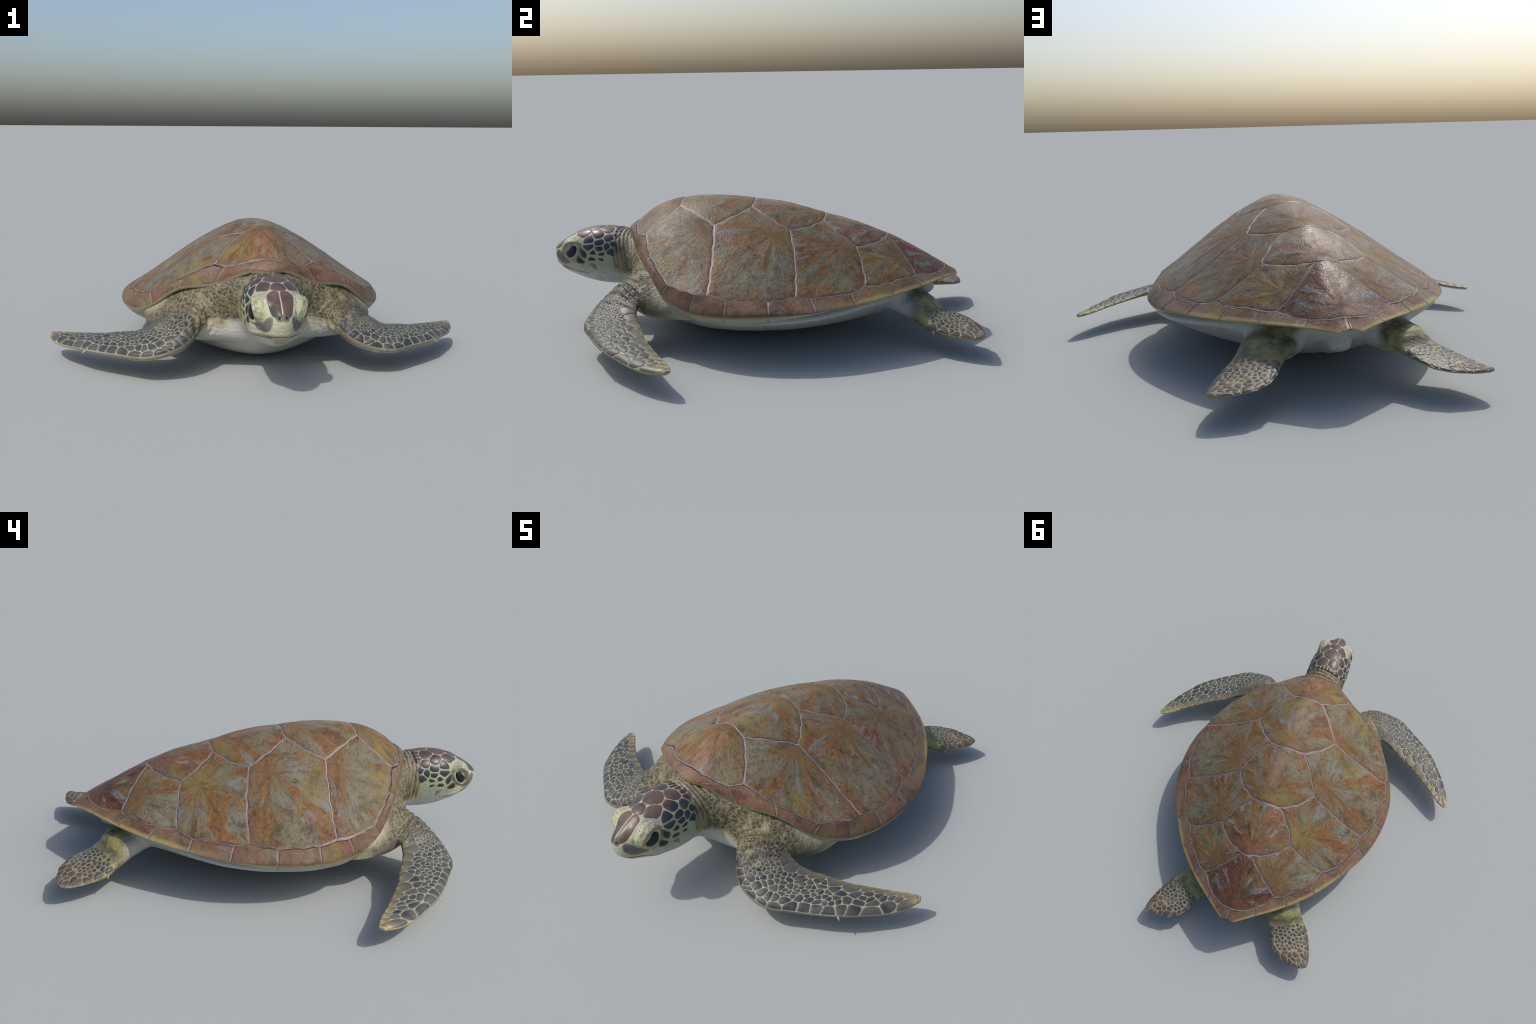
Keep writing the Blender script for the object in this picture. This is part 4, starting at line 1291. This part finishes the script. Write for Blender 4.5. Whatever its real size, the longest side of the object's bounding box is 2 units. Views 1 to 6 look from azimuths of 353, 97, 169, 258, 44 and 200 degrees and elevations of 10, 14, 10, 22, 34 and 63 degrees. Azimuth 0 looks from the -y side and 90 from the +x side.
# paired shields on top of the snout and the grey band along the upper jaw
PREFRONTAL = [(.0014, -.886, .419), (.024, -.879, .421), (.042, -.886, .412), (.050, -.905, .402), (.050, -.925, .389), (.048, -.943, .372), (.046, -.957, .354),
              (.039, -.972, .341), (.025, -.986, .336), (.010, -.993, .341), (.0014, -.993, .342), (.0014, -.955, .380), (.0014, -.918, .402)]
JAW_BAND = [(.033, -.982, .343), (.044, -.966, .344), (.054, -.953, .333), (.066, -.938, .316), (.078, -.917, .301), (.092, -.895, .296), (.090, -.900, .281),
            (.068, -.930, .272), (.050, -.960, .279), (.038, -.977, .296), (.031, -.985, .322)]
for sx in (1, -1):
    for pts_, mats, nv_ in ((PREFRONTAL, [CROWN, CROWN_RIM], (sx * .15, -.55, .8)), (JAW_BAND, [SNOUT, SNOUT_RIM], (sx * .75, -.65, .05))):
        P = np.array(pts_) * V3(sx, 1, 1)
        P = round_poly(P, 60, 2)
        raise_scale('head_scale', P, unit(nv_), HEAD_OB, mats, .7)

# ---- mouth: thin dark lip line following the jaw
MAT_LIP = scale_material('lip', (.055, .038, .026), (.12, .085, .05))
my = pchip([-.99, -.975, -.94, -.90, -.85, -.79], [.2655, .264, .259, .254, .246, .240])
mv, mf = [], []
def jaw_point(a):
    """Point of the head surface on the lip line, a = -1 (right corner) .. 1 (left corner)."""
    yy = -.978 + .185 * abs(a) ** 1.9
    xx = a * .14
    d = Vector((a * 1.0, -.8 * (1 - abs(a)) - .1, 0)).normalized()
    zz = float(my(yy))
    hit = body_bvh.ray_cast(Vector((0, max(yy + .10 * (1 - abs(a)), -.90) if abs(a) < .5 else yy, zz)) + d * .3, -d)
    return np.array(hit[0]), np.array(hit[1])
NM = 90
for a in np.linspace(-1, 1, NM):
    p, n = jaw_point(a)
    w = .0021 * (1 - .6 * abs(a) ** 3)
    for dz, h in ((-w, -.0008), (-w * .5, .0005), (w * .5, .0005), (w, -.0008)):
        mv.append(p + V3(0, 0, dz) + n * h)
for k in range(NM - 1):
    for i in range(3):
        mf.append((k * 4 + i, (k + 1) * 4 + i, (k + 1) * 4 + i + 1, k * 4 + i + 1))
new_object('mouth', mv, mf, [MAT_LIP], HEAD_OB)

# ---- nostrils and small claws
MAT_PIT = Mat('nostril').done((.006, .006, .006), .6)
MAT_CLAW = Mat('claw'); MAT_CLAW = MAT_CLAW.done(MAT_CLAW.mix(MAT_CLAW.noise(MAT_CLAW.obj, 80, 3), (.40, .38, .33), (.18, .15, .12)), .4)
for sx in (1, -1):
    n = unit((sx * .25, -.9, .25))
    hit = body_bvh.ray_cast(Vector(V3(sx * .0125, -.990, .341) + n * .1), Vector(-n))[0]
    q = np.array(hit)
    e1 = unit(np.cross(n, (0, 0, 1))); e2 = np.cross(n, e1)
    v, f = [], []
    for k, (r, h) in enumerate(((.0062, -.004), (.0056, .0010), (.0034, .0018), (.0005, .0019))):
        for t in np.linspace(0, 2 * math.pi, 20, endpoint=False):
            v.append(q + r * (e1 * math.cos(t) * .85 + e2 * math.sin(t)) + n * h)
    for k in range(3):
        for i in range(20):
            f.append((k * 20 + i, k * 20 + (i + 1) % 20, (k + 1) * 20 + (i + 1) % 20, (k + 1) * 20 + i))
    new_object('nostril', v, f, [MAT_PIT], HEAD_OB)


def claw(p, d, up, size, parent):
    p, d, up = V3(*p), unit(d), unit(up)
    s = unit(np.cross(d, up)); up = np.cross(s, d)
    v, f = [], []
    m = 10
    for k, a in enumerate(np.linspace(0, 1, 8)):
        c = p + d * size * (a - .25) - up * size * .25 * a * a
        r = size * .28 * (1 - a) ** .8 + .0004
        for t in np.linspace(0, 2 * math.pi, m, endpoint=False):
            v.append(c + r * (s * math.cos(t) + up * .7 * math.sin(t)))
    for k in range(7):
        for i in range(m):
            f.append((k * m + i, (k + 1) * m + i, (k + 1) * m + (i + 1) % m, k * m + (i + 1) % m))
    v.append(p + d * size * .76 - up * size * .25)
    for i in range(m):
        f.append((7 * m + i, len(v) - 1, 7 * m + (i + 1) % m))
    new_object('claw', v, f, [MAT_CLAW], parent)


FL, BL = catmull_t(np.array(F_LEAD)), catmull_t(np.array(B_LEAD))
for sx, fo, ho in ((1, PARTS[3], PARTS[5]), (-1, PARTS[4], PARTS[6])):
    p = FL(.615) * V3(sx, 1, 1)
    claw(p, (sx * .75, -.45, -.30), (0, 0, 1), .019, fo)
    p = BL(.40) * V3(sx, 1, 1)
    claw(p, (sx * .6, .1, -.6), (0, 0, 1), .016, ho)
